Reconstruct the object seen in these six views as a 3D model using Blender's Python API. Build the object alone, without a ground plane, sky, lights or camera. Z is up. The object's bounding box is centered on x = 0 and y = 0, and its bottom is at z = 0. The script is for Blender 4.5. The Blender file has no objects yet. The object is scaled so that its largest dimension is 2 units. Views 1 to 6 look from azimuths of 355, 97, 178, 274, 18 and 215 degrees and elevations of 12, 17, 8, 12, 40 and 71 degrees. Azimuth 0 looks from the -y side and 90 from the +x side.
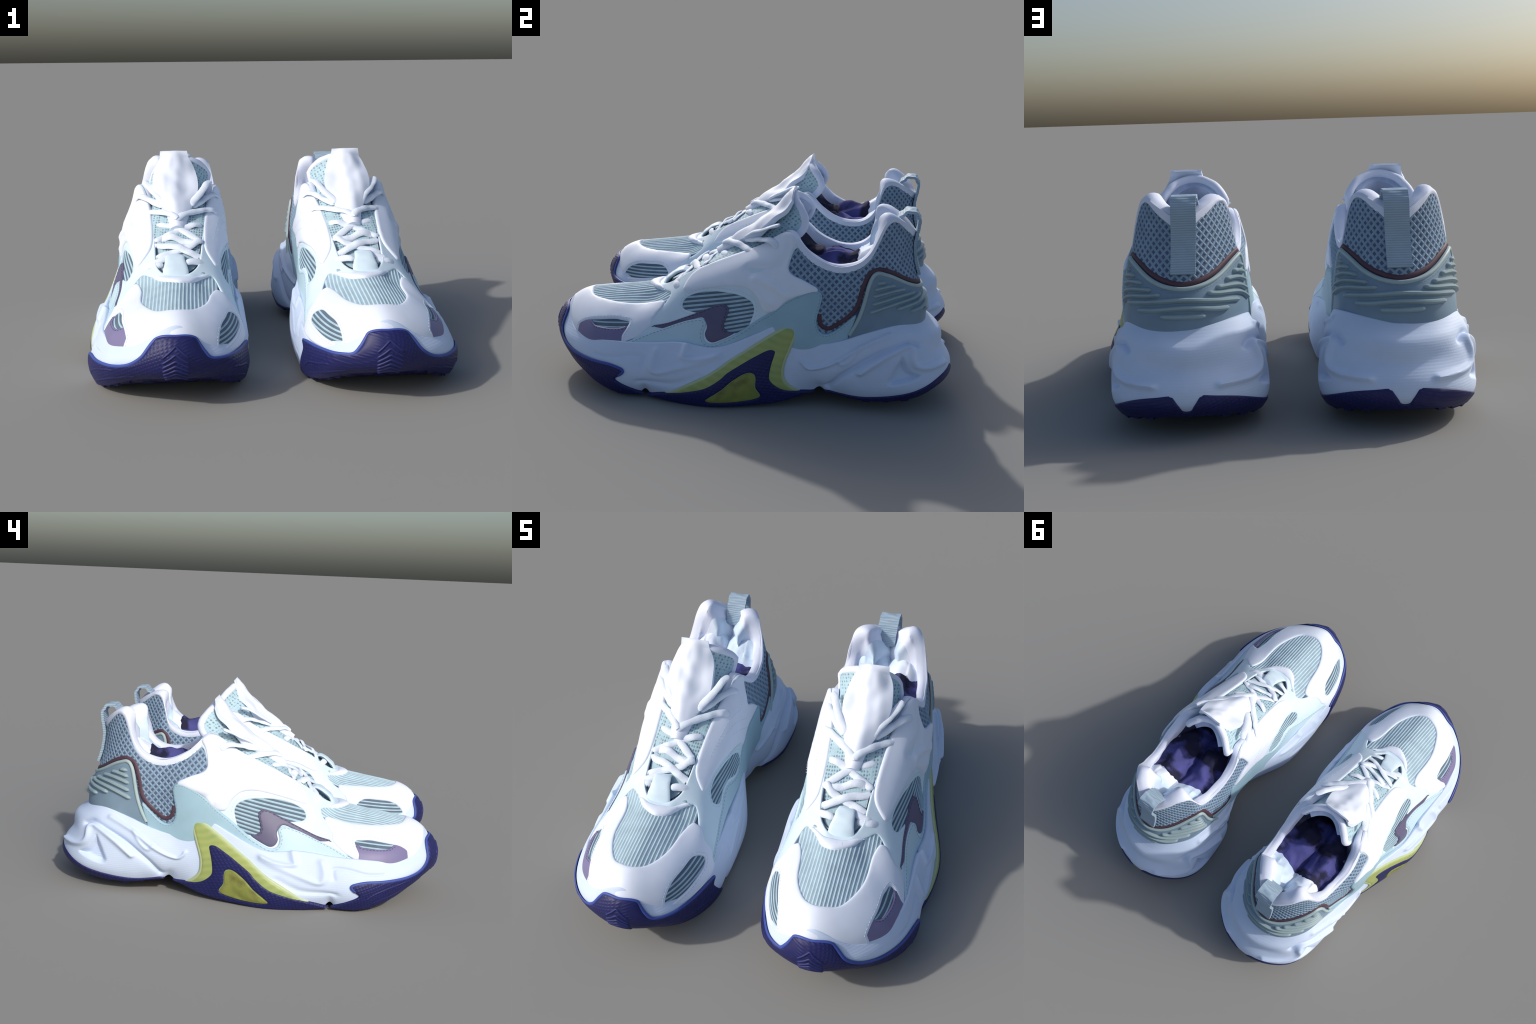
import math, random
import numpy as np

# ---------------------------------------------------------------------------
# A pair of chunky running shoes.  One shoe (the one on +x) is described; the
# other is its mirror twin.  Metres, toe towards -y, outer side towards +x.
# Two "walls" run once round the shoe, heel -> outer side -> toe -> inner side:
# the upper and the midsole.  A wall is a net of profiles (bottom to top); a
# place on it is (c, v): c = which profile (0 heel centre .. 14 toe centre ..
# 28 heel centre again), v = height along the profile (0 bottom .. 4 top).
# ---------------------------------------------------------------------------
class Wall:
    def __init__(self):
        self.cols = []
    def col(self, name, *pts):
        self.cols.append(pts)
    def done(self, nv=48, per=24, inset=0.0):
        K = np.array(self.cols, float)
        self.K = K
        self.n, self.r = K.shape[:2]
        # the profiles were taken over the panels: step in by their thickness
        ci, vi = np.meshgrid(np.arange(self.n), np.arange(self.r), indexing="ij")
        self.K = K - inset * self.normal(ci.astype(float), vi.astype(float))
        self.nc, self.nv = self.n * per, nv
        C = np.linspace(0, self.n, self.nc, endpoint=False)
        V = np.linspace(0, self.r - 1, nv + 1)
        self.C, self.V = C, V
        self.grid = self.at(C[:, None] + 0 * V[None], V[None] + 0 * C[:, None])
        return self
    @staticmethod
    def _w(f):
        # cubic B-spline / Catmull-Rom blend: smooth but close to the points
        a = np.stack([-0.5*f+f*f-0.5*f**3, 1-2.5*f*f+1.5*f**3, 0.5*f+2*f*f-1.5*f**3, -0.5*f*f+0.5*f**3], -1)
        b = np.stack([(1-f)**3, 3*f**3-6*f*f+4, -3*f**3+3*f*f+3*f+1, f**3], -1) / 6
        return 0.55 * a + 0.45 * b
    def at(self, c, v):
        c, v = np.broadcast_arrays(np.asarray(c, float), np.asarray(v, float))
        r = self.r
        v = np.clip(v, 0, r - 1 - 1e-9)
        ci, vi = np.floor(c).astype(int), np.floor(v).astype(int)
        wc, wv = self._w(c - ci), self._w(v - vi)
        Kp = np.concatenate([2*self.K[:, :1]-self.K[:, 1:2], self.K, 2*self.K[:, -1:]-self.K[:, -2:-1]], 1)
        out = np.zeros(c.shape + (3,))
        for i in range(4):
            for j in range(4):
                out += (wc[..., i] * wv[..., j])[..., None] * Kp[(ci - 1 + i) % self.n, vi + j]
        return out
    def normal(self, c, v):
        v = np.clip(v, 1e-3, self.r - 1 - 1e-3)
        e = 0.03
        dc = self.at(c + e, v) - self.at(c - e, v)
        dv = self.at(c, np.minimum(v + e, self.r-1)) - self.at(c, np.maximum(v - e, 0))
        n = np.cross(dc, dv)
        n /= np.linalg.norm(n, axis=-1, keepdims=True) + 1e-12
        # outward: c runs heel -> outer -> toe, so dc x dv points in; flip
        return -n

def upper_wall():
    w = Wall()
    c = w.col
    c("heel centre", (.435,.842,.36), (.435,.839,.46), (.433,.806,.57), (.43,.776,.70), (.43,.770,.812))
    c("heel outer quarter", (.572,.812,.36), (.567,.812,.46), (.55,.768,.57), (.542,.724,.72), (.540,.712,.880))
    c("heel outer side", (.674,.705,.36), (.665,.70,.47), (.654,.655,.58), (.628,.640,.74), (.604,.626,.912))
    c("counter front outer", (.694,.565,.33), (.690,.565,.43), (.684,.555,.53), (.676,.552,.625), (.652,.553,.732))
    c("collar dip outer", (.715,.43,.27), (.705,.43,.37), (.70,.43,.47), (.695,.43,.575), (.664,.43,.672))
    c("collar front outer", (.74,.30,.25), (.74,.30,.37), (.74,.30,.48), (.722,.30,.61), (.668,.29,.722))
    c("eyestay peak outer", (.755,.18,.25), (.752,.18,.40), (.735,.18,.55), (.69,.18,.68), (.632,.175,.835))
    c("quarter outer", (.77,.05,.25), (.735,.05,.42), (.705,.05,.55), (.66,.05,.67), (.575,.05,.735))
    c("waist outer", (.79,-.12,.22), (.76,-.12,.36), (.707,-.12,.47), (.65,-.12,.58), (.555,-.12,.655))
    c("ball outer", (.785,-.30,.22), (.735,-.30,.33), (.68,-.30,.42), (.62,-.30,.51), (.54,-.29,.575))
    c("lace front outer", (.785,-.45,.22), (.74,-.44,.31), (.68,-.42,.385), (.60,-.40,.455), (.535,-.385,.51))
    c("toe outer", (.785,-.605,.21), (.748,-.605,.295), (.652,-.552,.37), (.565,-.47,.42), (.51,-.425,.485))
    c("toe outer bend", (.742,-.768,.20), (.714,-.754,.29), (.628,-.688,.372), (.54,-.56,.422), (.485,-.44,.478))
    c("toe outer front", (.62,-.89,.20), (.60,-.874,.305), (.55,-.803,.383), (.49,-.62,.435), (.46,-.445,.473))
    c("toe centre", (.43,-.975,.21), (.43,-.962,.325), (.43,-.868,.402), (.43,-.65,.44), (.43,-.445,.472))
    c("toe inner front", (.27,-.91,.20), (.29,-.884,.305), (.33,-.813,.383), (.39,-.62,.435), (.405,-.445,.473))
    c("toe inner bend", (.18,-.79,.20), (.204,-.782,.29), (.258,-.724,.372), (.34,-.57,.422), (.385,-.44,.478))
    c("toe inner", (.13,-.62,.21), (.155,-.61,.295), (.215,-.57,.365), (.305,-.47,.42), (.36,-.425,.485))
    c("lace front inner", (.135,-.45,.22), (.16,-.44,.31), (.205,-.42,.385), (.265,-.405,.453), (.33,-.385,.51))
    c("ball inner", (.15,-.30,.24), (.175,-.30,.34), (.205,-.30,.43), (.25,-.30,.51), (.315,-.29,.575))
    c("waist inner", (.155,-.12,.24), (.17,-.12,.37), (.185,-.12,.48), (.215,-.12,.58), (.305,-.12,.655))
    c("quarter inner", (.185,.05,.26), (.18,.05,.42), (.187,.05,.55), (.21,.05,.67), (.285,.05,.735))
    c("eyestay peak inner", (.205,.18,.26), (.195,.18,.40), (.188,.18,.55), (.195,.18,.68), (.235,.17,.825))
    c("collar front inner", (.205,.30,.27), (.197,.30,.37), (.192,.30,.48), (.195,.30,.61), (.213,.29,.712))
    c("collar dip inner", (.19,.43,.30), (.19,.43,.39), (.192,.43,.48), (.20,.43,.58), (.22,.43,.668))
    c("counter front inner", (.19,.56,.33), (.19,.56,.43), (.197,.56,.53), (.207,.55,.625), (.235,.545,.715))
    c("heel inner side", (.22,.69,.36), (.22,.68,.47), (.230,.625,.58), (.243,.61,.74), (.262,.590,.898))
    c("heel inner quarter", (.313,.80,.36), (.313,.80,.46), (.322,.750,.57), (.330,.718,.72), (.332,.698,.874))
    return w.done(nv=64, per=24, inset=0.0095)

def midsole_wall():
    w = Wall()
    c = w.col
    c("heel centre", (.43,.942,.088), (.43,.996,.145), (.43,.968,.22), (.43,.937,.32), (.43,.852,.40))
    c("heel outer quarter", (.59,.90,.08), (.61,.945,.14), (.60,.918,.23), (.59,.88,.34), (.572,.81,.412))
    c("heel outer side", (.70,.775,.055), (.738,.81,.12), (.733,.788,.22), (.722,.757,.34), (.678,.705,.42))
    c("heel outer front", (.735,.58,.045), (.765,.58,.11), (.768,.575,.20), (.752,.57,.30), (.708,.56,.375))
    c("arch rear outer", (.72,.44,.065), (.755,.44,.12), (.772,.435,.19), (.762,.43,.26), (.73,.43,.325))
    c("arch outer", (.715,.33,.07), (.75,.31,.13), (.765,.30,.19), (.757,.305,.24), (.738,.325,.315))
    c("window rear outer", (.765,.19,.02), (.778,.18,.10), (.778,.18,.20), (.762,.20,.30), (.735,.25,.445))
    c("window outer", (.81,.03,.005), (.825,.03,.08), (.82,.03,.17), (.80,.04,.25), (.772,.05,.345))
    c("window front outer", (.848,-.14,.0), (.868,-.14,.06), (.867,-.14,.13), (.846,-.14,.20), (.803,-.13,.27))
    c("ball outer", (.828,-.31,.0), (.855,-.30,.06), (.855,-.30,.13), (.830,-.30,.20), (.790,-.30,.285))
    c("ball front outer", (.805,-.45,.012), (.838,-.45,.08), (.840,-.45,.14), (.820,-.45,.20), (.787,-.45,.265))
    c("toe outer", (.808,-.60,.008), (.838,-.60,.07), (.842,-.60,.13), (.816,-.602,.20), (.783,-.602,.258))
    c("toe outer bend", (.742,-.748,.050), (.770,-.765,.10), (.775,-.773,.16), (.756,-.774,.205), (.725,-.77,.243))
    c("toe outer front", (.610,-.876,.120), (.640,-.903,.152), (.645,-.915,.19), (.636,-.913,.225), (.612,-.893,.262))
    c("toe centre", (.437,-.952,.145), (.437,-.985,.175), (.437,-.998,.212), (.435,-.993,.275), (.433,-.93,.375))
    c("toe inner front", (.278,-.884,.120), (.249,-.908,.152), (.247,-.919,.19), (.256,-.917,.225), (.277,-.898,.262))
    c("toe inner bend", (.19,-.77,.058), (.165,-.787,.105), (.163,-.795,.16), (.178,-.797,.205), (.200,-.79,.245))
    c("toe inner", (.138,-.60,.015), (.120,-.6,.08), (.122,-.6,.15), (.130,-.6,.21), (.150,-.6,.265))
    c("ball front inner", (.130,-.45,.010), (.106,-.45,.08), (.107,-.45,.15), (.118,-.45,.22), (.142,-.45,.275))
    c("ball inner", (.130,-.30,.006), (.105,-.30,.08), (.106,-.30,.16), (.119,-.30,.24), (.146,-.30,.30))
    c("waist front inner", (.146,-.12,.02), (.117,-.12,.10), (.113,-.12,.19), (.120,-.12,.27), (.150,-.12,.33))
    c("waist inner", (.225,.05,.04), (.20,.05,.12), (.19,.05,.20), (.182,.05,.28), (.180,.05,.34))
    c("arch inner", (.27,.18,.055), (.25,.18,.13), (.232,.18,.22), (.212,.18,.30), (.20,.18,.35))
    c("arch rear inner", (.25,.30,.065), (.23,.30,.13), (.215,.30,.22), (.205,.30,.31), (.20,.30,.36))
    c("heel inner front", (.17,.43,.06), (.145,.43,.12), (.15,.43,.22), (.163,.43,.32), (.188,.43,.385))
    c("heel inner", (.135,.57,.045), (.11,.57,.12), (.115,.57,.22), (.14,.57,.33), (.182,.56,.41))
    c("heel inner side", (.155,.775,.055), (.113,.80,.12), (.12,.785,.22), (.145,.75,.34), (.205,.70,.43))
    c("heel inner quarter", (.28,.90,.08), (.25,.945,.14), (.26,.918,.23), (.28,.88,.34), (.312,.81,.42))
    return w.done(nv=80, per=32, inset=0.005)

# ---------------------------------------------------------------------------
# helpers: outlines, patches that hug a wall, strands, tubes
# ---------------------------------------------------------------------------
import bpy
from mathutils import Vector, Matrix
from mathutils.geometry import delaunay_2d_cdt
from mathutils import noise as mnoise

CX, VY = 0.125, 0.095          # rough metres per unit of c and of v
SCALE = np.array([CX, VY])

def smooth_curve(pts, n=8, closed=False):
    """Catmull-Rom through the control points."""
    P = np.asarray(pts, float)
    m = len(P)
    if m < 3 and not closed:
        f = np.linspace(0, 1, n * (m - 1) + 1)[:, None]
        return P[0] * (1 - f) + P[-1] * f
    out = []
    last = m if closed else m - 1
    for i in range(last):
        g = (lambda k: P[k % m]) if closed else (lambda k: P[min(max(k, 0), m - 1)])
        a, b, c, d = g(i - 1), g(i), g(i + 1), g(i + 2)
        for k in range(n):
            f = k / n
            out.append(0.5 * (2*b + (c - a)*f + (2*a - 5*b + 4*c - d)*f*f + (3*b - a - 3*c + d)*f**3))
    if not closed:
        out.append(P[-1])
    return np.array(out)

def resample(P, step, closed=False):
    P = np.asarray(P, float)
    Q = np.vstack([P, P[:1]]) if closed else P
    L = np.concatenate([[0], np.cumsum(np.linalg.norm(np.diff(Q, axis=0), axis=1))])
    n = max(2, int(round(L[-1] / step)))
    t = np.linspace(0, L[-1], n + 1)
    R = np.stack([np.interp(t, L, Q[:, k]) for k in range(Q.shape[1])], 1)
    return R[:-1] if closed else R

def inside(poly, X):
    x, y = X[:, 0], X[:, 1]
    r = np.zeros(len(X), bool)
    a = poly
    b = np.roll(poly, -1, 0)
    for (x0, y0), (x1, y1) in zip(a, b):
        cond = (y0 > y) != (y1 > y)
        r ^= cond & (x < (x1 - x0) * (y - y0) / (y1 - y0 + 1e-15) + x0)
    return r

def dist_to(lines, X):
    """distance of points X to a list of polylines (closed flag, points)"""
    d = np.full(len(X), 9.0)
    for closed, L in lines:
        A = L if closed else L[:-1]
        B = np.roll(L, -1, 0) if closed else L[1:]
        for a, b in zip(A, B):
            ab = b - a
            t = np.clip(((X - a) @ ab) / (ab @ ab + 1e-12), 0, 1)
            d = np.minimum(d, np.linalg.norm(X - a - t[:, None] * ab, axis=1))
    return d

MATS = {}
ROOT = [None]
ORIGIN = Vector((0.43, 0.0, 0.0))

def make_object(name, verts, faces, mat, parent=None, smooth=True, stuff=False):
    me = bpy.data.meshes.new(name)
    me.from_pydata([tuple(v) for v in (np.asarray(verts) - np.array(ORIGIN))], [], [tuple(int(i) for i in f) for f in faces])
    me.validate()
    me.materials.append(MATS[mat])
    if smooth:
        me.polygons.foreach_set("use_smooth", [True] * len(me.polygons))
        me.set_sharp_from_angle(angle=math.radians(50))
    ob = bpy.data.objects.new(name, me)
    bpy.context.scene.collection.objects.link(ob)
    ob.parent = parent or ROOT[0]
    if stuff:
        ob["kind"] = "stuff"
    return ob

class Geo:
    """collects pieces of geometry that become one object"""
    def __init__(self):
        self.v, self.f, self.n = [], [], 0
    def add(self, V, F):
        self.v.append(np.asarray(V, float))
        self.f += [tuple(i + self.n for i in f) for f in F]
        self.n += len(V)
    def make(self, name, mat, parent=None, stuff=False, smooth=True):
        if not self.n:
            return None
        return make_object(name, np.vstack(self.v), self.f, mat, parent, smooth, stuff)

def patch_geo(wall, outline, H=0.006, bevel=0.006, holes=(), step=0.008, sink=0.004, relief=None, lift=0.0, rounded=True):
    """A piece of sheet lying on a wall: outline and holes are control points
    in (c, v); H thickness, with rounded edges."""
    loops = []
    for k, o in enumerate([outline, *holes]):
        P = smooth_curve(o, 8, True) if rounded else np.asarray(o, float)
        P[:, 1] = np.clip(P[:, 1], 0.0, 3.995)
        loops.append(resample(P * SCALE, step * 0.8, True))
    lines = [(True, L) for L in loops]
    def within(X):
        r = inside(loops[0], X)
        for L in loops[1:]:
            r &= ~inside(L, X)
        return r
    pts, edges, depth = [], [], []
    for L in loops:
        n0 = len(pts)
        pts += list(L)
        depth += [0.0] * len(L)
        edges += [(n0 + i, n0 + (i + 1) % len(L)) for i in range(len(L))]
    for fr in (0.18, 0.5, 1.0):
        for L in loops:
            T = np.roll(L, -1, 0) - np.roll(L, 1, 0)
            T /= np.linalg.norm(T, axis=1, keepdims=True) + 1e-12
            Nn = np.stack([-T[:, 1], T[:, 0]], 1)
            for sgn in (1, -1):
                X = L + sgn * Nn * bevel * fr
                d = dist_to(lines, X)
                ok = within(X) & (d > bevel * fr * 0.93)
                pts += list(X[ok]); depth += list(d[ok])
    lo, hi = loops[0].min(0), loops[0].max(0)
    gx = np.arange(lo[0], hi[0], step)
    gy = np.arange(lo[1], hi[1], step * 0.87)
    G = np.array([(x + (step / 2 if j % 2 else 0), y) for j, y in enumerate(gy) for x in gx])
    if len(G):
        G = G[within(G)]
        if len(G):
            d = dist_to(lines, G)
            ok = d > bevel + step * 0.45
            pts += list(G[ok]); depth += list(d[ok])
    res = delaunay_2d_cdt([Vector(p) for p in pts], edges, [], 0, 1e-7)
    V2 = np.array([tuple(p) for p in res[0]])
    T = np.array([f for f in res[2] if len(f) == 3])
    cen = V2[T].mean(1)
    T = T[within(cen)]
    d = dist_to(lines, V2)
    on = d < 1e-5
    t = np.clip(d / bevel, 0, 1)
    h = H * np.sqrt(1 - (1 - t) ** 2)
    h[on] = -sink
    c, v = V2[:, 0] / CX, V2[:, 1] / VY
    N = wall.normal(c, v)
    P = wall.at(c, v)
    if relief is not None:
        h = h + np.where(on, 0, relief(P, c, v, d))
    P = P + N * (h + lift)[:, None]
    # triangles facing outward
    a, b, e = P[T[:, 0]], P[T[:, 1]], P[T[:, 2]]
    fl = (np.cross(b - a, e - a) * N[T].mean(1)).sum(1) < 0
    T[fl] = T[fl][:, ::-1]
    return P, [tuple(f) for f in T], loops

def patch(name, mat, wall, outline, parent=None, **kw):
    P, F, loops = patch_geo(wall, outline, **kw)
    return make_object(name, P, F, mat, parent)

def sweep(path, normals, w, h, taper=0.0, segs=5, sink=0.002):
    """half-round strip along a 3D path lying on a surface"""
    path = np.asarray(path)
    n = len(path)
    T = np.gradient(path, axis=0)
    T /= np.linalg.norm(T, axis=1, keepdims=True) + 1e-12
    S = np.cross(normals, T)
    S /= np.linalg.norm(S, axis=1, keepdims=True) + 1e-12
    s = np.concatenate([[0], np.cumsum(np.linalg.norm(np.diff(path, axis=0), axis=1))])
    k = np.ones(n)
    if taper > 0:
        e = np.minimum(s, s[-1] - s)
        k = np.sqrt(np.clip(e / taper, 0.02, 1))
    V, F = [], []
    for j in range(segs + 1):
        a = math.pi * j / segs
        V.append(path + S * (math.cos(a) * w * k)[:, None] + normals * ((math.sin(a) * h * k) - sink)[:, None])
    V = np.stack(V, 1).reshape(-1, 3)
    m = segs + 1
    for i in range(n - 1):
        for j in range(segs):
            F.append((i*m + j, i*m + j + 1, (i+1)*m + j + 1, (i+1)*m + j))
    F.append(tuple(range(m)))
    F.append(tuple((n-1)*m + j for j in reversed(range(m))))
    return V, F

def strand(geo, wall, cv, w, h, lift=0.0, taper=0.0, step=0.006, smooth=True, segs=5):
    P = smooth_curve(cv, 6) if smooth and len(cv) > 2 else np.asarray(cv, float)
    if len(P) < 2:
        return
    P = resample(P * SCALE, step) / SCALE
    N = wall.normal(P[:, 0], P[:, 1])
    geo.add(*sweep(wall.at(P[:, 0], P[:, 1]) + N * lift, N, w, h, taper, segs))

def stitches(geo, wall, cv, lift, dash=0.008, gap=0.006, w=0.0016, h=0.0022, closed=False, smooth=True):
    P = smooth_curve(cv, 8, closed) if smooth else np.asarray(cv, float)
    P = resample(P * SCALE, 0.002, closed)
    k, g = max(2, int(dash / 0.002)), int(gap / 0.002)
    for i in range(0, len(P) - k, k + g):
        Q = P[i:i + k + 1] / SCALE
        N = wall.normal(Q[:, 0], Q[:, 1])
        geo.add(*sweep(wall.at(Q[:, 0], Q[:, 1]) + N * lift, N, w, h, 0, 3, 0.001))

def inset(cv, d, closed=True, side=1):
    P = smooth_curve(cv, 8, closed)
    L = resample(P * SCALE, 0.004, closed)
    if closed:
        T = np.roll(L, -1, 0) - np.roll(L, 1, 0)
    else:
        T = np.gradient(L, axis=0)
    T /= np.linalg.norm(T, axis=1, keepdims=True) + 1e-12
    X = L + side * d * np.stack([-T[:, 1], T[:, 0]], 1)
    return X[dist_to([(closed, L)], X) > d * 0.9] / SCALE

def tube(path, radius, segs=10, flat=1.0, up=None, cap=True, wob=0.0, seed=0):
    P = np.asarray(path, float)
    n = len(P)
    r = np.broadcast_to(np.asarray(radius, float), (n,))
    T = np.gradient(P, axis=0)
    T /= np.linalg.norm(T, axis=1, keepdims=True) + 1e-12
    up = np.asarray(up if up is not None else (0.1, 0.2, 1.0), float)
    up = np.broadcast_to(up, (n, 3))
    S = np.cross(T, up); S /= np.linalg.norm(S, axis=1, keepdims=True) + 1e-12
    U = np.cross(S, T)
    V = []
    for j in range(segs):
        a = 2 * math.pi * j / segs
        V.append(P + S * (math.cos(a) * r)[:, None] + U * (math.sin(a) * r * flat)[:, None])
    V = np.stack(V, 1).reshape(-1, 3)
    if wob:
        V = V + np.array([mnoise.noise_vector(Vector(p) * 22 + Vector((seed, 0, 0))) for p in V]) * wob
    F = []
    for i in range(n - 1):
        for j in range(segs):
            F.append((i*segs + j, i*segs + (j+1) % segs, (i+1)*segs + (j+1) % segs, (i+1)*segs + j))
    if cap:
        F.append(tuple(reversed(range(segs))))
        F.append(tuple((n-1)*segs + j for j in range(segs)))
    return V, F

def locate(wall, target, axes, crange):
    """(c, v) of the places on a wall whose two coordinates (axes) are target"""
    i0 = np.where((wall.C >= crange[0]) & (wall.C <= crange[1]))[0]
    G = wall.grid[i0][:, ::4][..., list(axes)]
    Vs = wall.V[::4]
    G2 = G.reshape(-1, 2)
    target = np.asarray(target, float)
    c, v, ok = [], [], []
    for t in target:
        k = ((G2 - t) ** 2).sum(1).argmin()
        c.append(wall.C[i0[k // len(Vs)]]); v.append(Vs[k % len(Vs)])
    c, v = np.array(c), np.array(v)
    for _ in range(4):
        e = 1e-3
        p = wall.at(c, v)[:, list(axes)]
        jc = (wall.at(c + e, v) - wall.at(c - e, v))[:, list(axes)] / (2*e)
        vv = np.clip(v, e, 4 - e)
        jv = (wall.at(c, vv + e) - wall.at(c, vv - e))[:, list(axes)] / (2*e)
        det = jc[:, 0]*jv[:, 1] - jc[:, 1]*jv[:, 0]
        det = np.where(abs(det) < 1e-6, 1e-6, det)
        r = target - p
        c = c + np.clip((r[:, 0]*jv[:, 1] - r[:, 1]*jv[:, 0]) / det, -.3, .3)
        v = np.clip(v + np.clip((jc[:, 0]*r[:, 1] - jc[:, 1]*r[:, 0]) / det, -.3, .3), 0, 4)
    ok = np.linalg.norm(wall.at(c, v)[:, list(axes)] - target, axis=1) < 0.004
    return c, v, ok

def ribs(geo, wall, outline, axes, crange, slope, pitch, w, h, lift, margin=0.0, holes=(), wave=0.0):
    """straight cords across an outline: second coordinate = k + slope * first"""
    poly = smooth_curve(outline, 8, True)
    pin = resample(poly * SCALE, 0.004, True)
    hl = [resample(smooth_curve(o, 8, True) * SCALE, 0.004, True) for o in holes]
    P = wall.at(poly[:, 0], poly[:, 1])[:, list(axes)]
    K = P[:, 1] - slope * P[:, 0]
    a0, a1 = P[:, 0].min() - .01, P[:, 0].max() + .01
    for k in np.arange(K.min() + pitch * 0.4, K.max(), pitch):
        x = np.arange(a0, a1, 0.008)
        y = k + slope * x + wave * np.sin(9 * x + 20 * k)
        c, v, ok = locate(wall, np.stack([x, y], 1), axes, crange)
        q = np.stack([c, v], 1) * SCALE
        ok &= inside(pin, q)
        for o in hl:
            ok &= ~inside(o, q)
        run = []
        for i in range(len(x) + 1):
            if i < len(x) and ok[i]:
                run.append((c[i], v[i]))
            else:
                if len(run) > 2:
                    strand(geo, wall, run, w, h, lift, smooth=False, segs=4, step=0.01)
                run = []

# ---------------------------------------------------------------------------
# materials: plain colours with a little grain
# ---------------------------------------------------------------------------
def material(name, col, rough=0.6, vary=0.06, scale=14.0, bump=0.15, grain=220.0, second=None, sec_scale=6.0, sec_at=(0.45, 0.65), pattern=None, sheen=0.0, coat=0.0, spec=0.35):
    m = bpy.data.materials.new(name)
    m.use_nodes = True
    nt = m.node_tree
    N, L = nt.nodes, nt.links
    b = N["Principled BSDF"]
    b.inputs["Roughness"].default_value = rough
    b.inputs["Specular IOR Level"].default_value = spec
    b.inputs["Sheen Weight"].default_value = sheen
    b.inputs["Coat Weight"].default_value = coat
    tc = N.new("ShaderNodeTexCoord")
    n1 = N.new("ShaderNodeTexNoise"); n1.inputs["Scale"].default_value = scale; n1.inputs["Detail"].default_value = 4
    L.new(tc.outputs["Object"], n1.inputs["Vector"])
    ramp = N.new("ShaderNodeValToRGB")
    ramp.color_ramp.elements[0].position, ramp.color_ramp.elements[1].position = 0.3, 0.7
    ramp.color_ramp.elements[0].color = (*[c * (1 - vary) for c in col], 1)
    ramp.color_ramp.elements[1].color = (*[min(1, c * (1 + vary)) for c in col], 1)
    L.new(n1.outputs["Fac"], ramp.inputs["Fac"])
    out = ramp.outputs["Color"]
    if second:
        n2 = N.new("ShaderNodeTexNoise"); n2.inputs["Scale"].default_value = sec_scale; n2.inputs["Detail"].default_value = 5
        L.new(tc.outputs["Object"], n2.inputs["Vector"])
        r2 = N.new("ShaderNodeValToRGB")
        r2.color_ramp.elements[0].position, r2.color_ramp.elements[1].position = sec_at
        L.new(n2.outputs["Fac"], r2.inputs["Fac"])
        mx = N.new("ShaderNodeMix"); mx.data_type = "RGBA"
        L.new(r2.outputs["Color"], mx.inputs["Factor"])
        L.new(out, mx.inputs["A"])
        mx.inputs["B"].default_value = (*second, 1)
        out = mx.outputs["Result"]
    g = N.new("ShaderNodeTexNoise"); g.inputs["Scale"].default_value = grain; g.inputs["Detail"].default_value = 2
    L.new(tc.outputs["Object"], g.inputs["Vector"])
    height = g.outputs["Fac"]
    if pattern:
        height, out = pattern(nt, tc, out, height)
    bp = N.new("ShaderNodeBump"); bp.inputs["Strength"].default_value = bump; bp.inputs["Distance"].default_value = 0.004
    L.new(height, bp.inputs["Height"])
    L.new(bp.outputs["Normal"], b.inputs["Normal"])
    L.new(out, b.inputs["Base Color"])
    MATS[name] = m
    return m

def wave(nt, tc, scale, rot=(0, 0, 0), kind="X", distort=0.0):
    mp = nt.nodes.new("ShaderNodeMapping"); mp.inputs["Rotation"].default_value = rot
    w = nt.nodes.new("ShaderNodeTexWave"); w.bands_direction = kind
    w.inputs["Scale"].default_value = scale; w.inputs["Distortion"].default_value = distort
    w.inputs["Detail"].default_value = 1.0
    nt.links.new(tc.outputs["Object"], mp.inputs["Vector"])
    nt.links.new(mp.outputs["Vector"], w.inputs["Vector"])
    return w.outputs["Fac"]

def math_node(nt, op, a, b=None):
    m = nt.nodes.new("ShaderNodeMath"); m.operation = op
    for i, x in enumerate((a, b)):
        if x is None: continue
        if isinstance(x, (int, float)): m.inputs[i].default_value = x
        else: nt.links.new(x, m.inputs[i])
    return m.outputs[0]

def tint(nt, out, fac, colour, amount):
    mx = nt.nodes.new("ShaderNodeMix"); mx.data_type = "RGBA"
    nt.links.new(math_node(nt, "MULTIPLY", fac, amount), mx.inputs["Factor"])
    nt.links.new(out, mx.inputs["A"]); mx.inputs["B"].default_value = (*colour, 1)
    return mx.outputs["Result"]

def hatch(nt, tc, out, height):          # moulded diamond grip of the rubber
    a = wave(nt, tc, 26, (0, 0.6, 0.5), "DIAGONAL"); b = wave(nt, tc, 26, (0.9, -0.6, -0.5), "DIAGONAL")
    h = math_node(nt, "MULTIPLY", a, b)
    return h, tint(nt, out, h, (0.03, 0.035, 0.16), 0.25)

def foam_lines(nt, tc, out, height):     # fine horizontal tool marks of the foam
    w = wave(nt, tc, 30, (0, 0, 0), "Z", 1.5)
    return math_node(nt, "ADD", math_node(nt, "MULTIPLY", w, 0.5), height), out

def webbing(nt, tc, out, height):
    w = wave(nt, tc, 34, (0, 0, 0), "Z", 0.3)
    return w, tint(nt, out, w, (0.16, 0.24, 0.30), 0.45)

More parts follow.
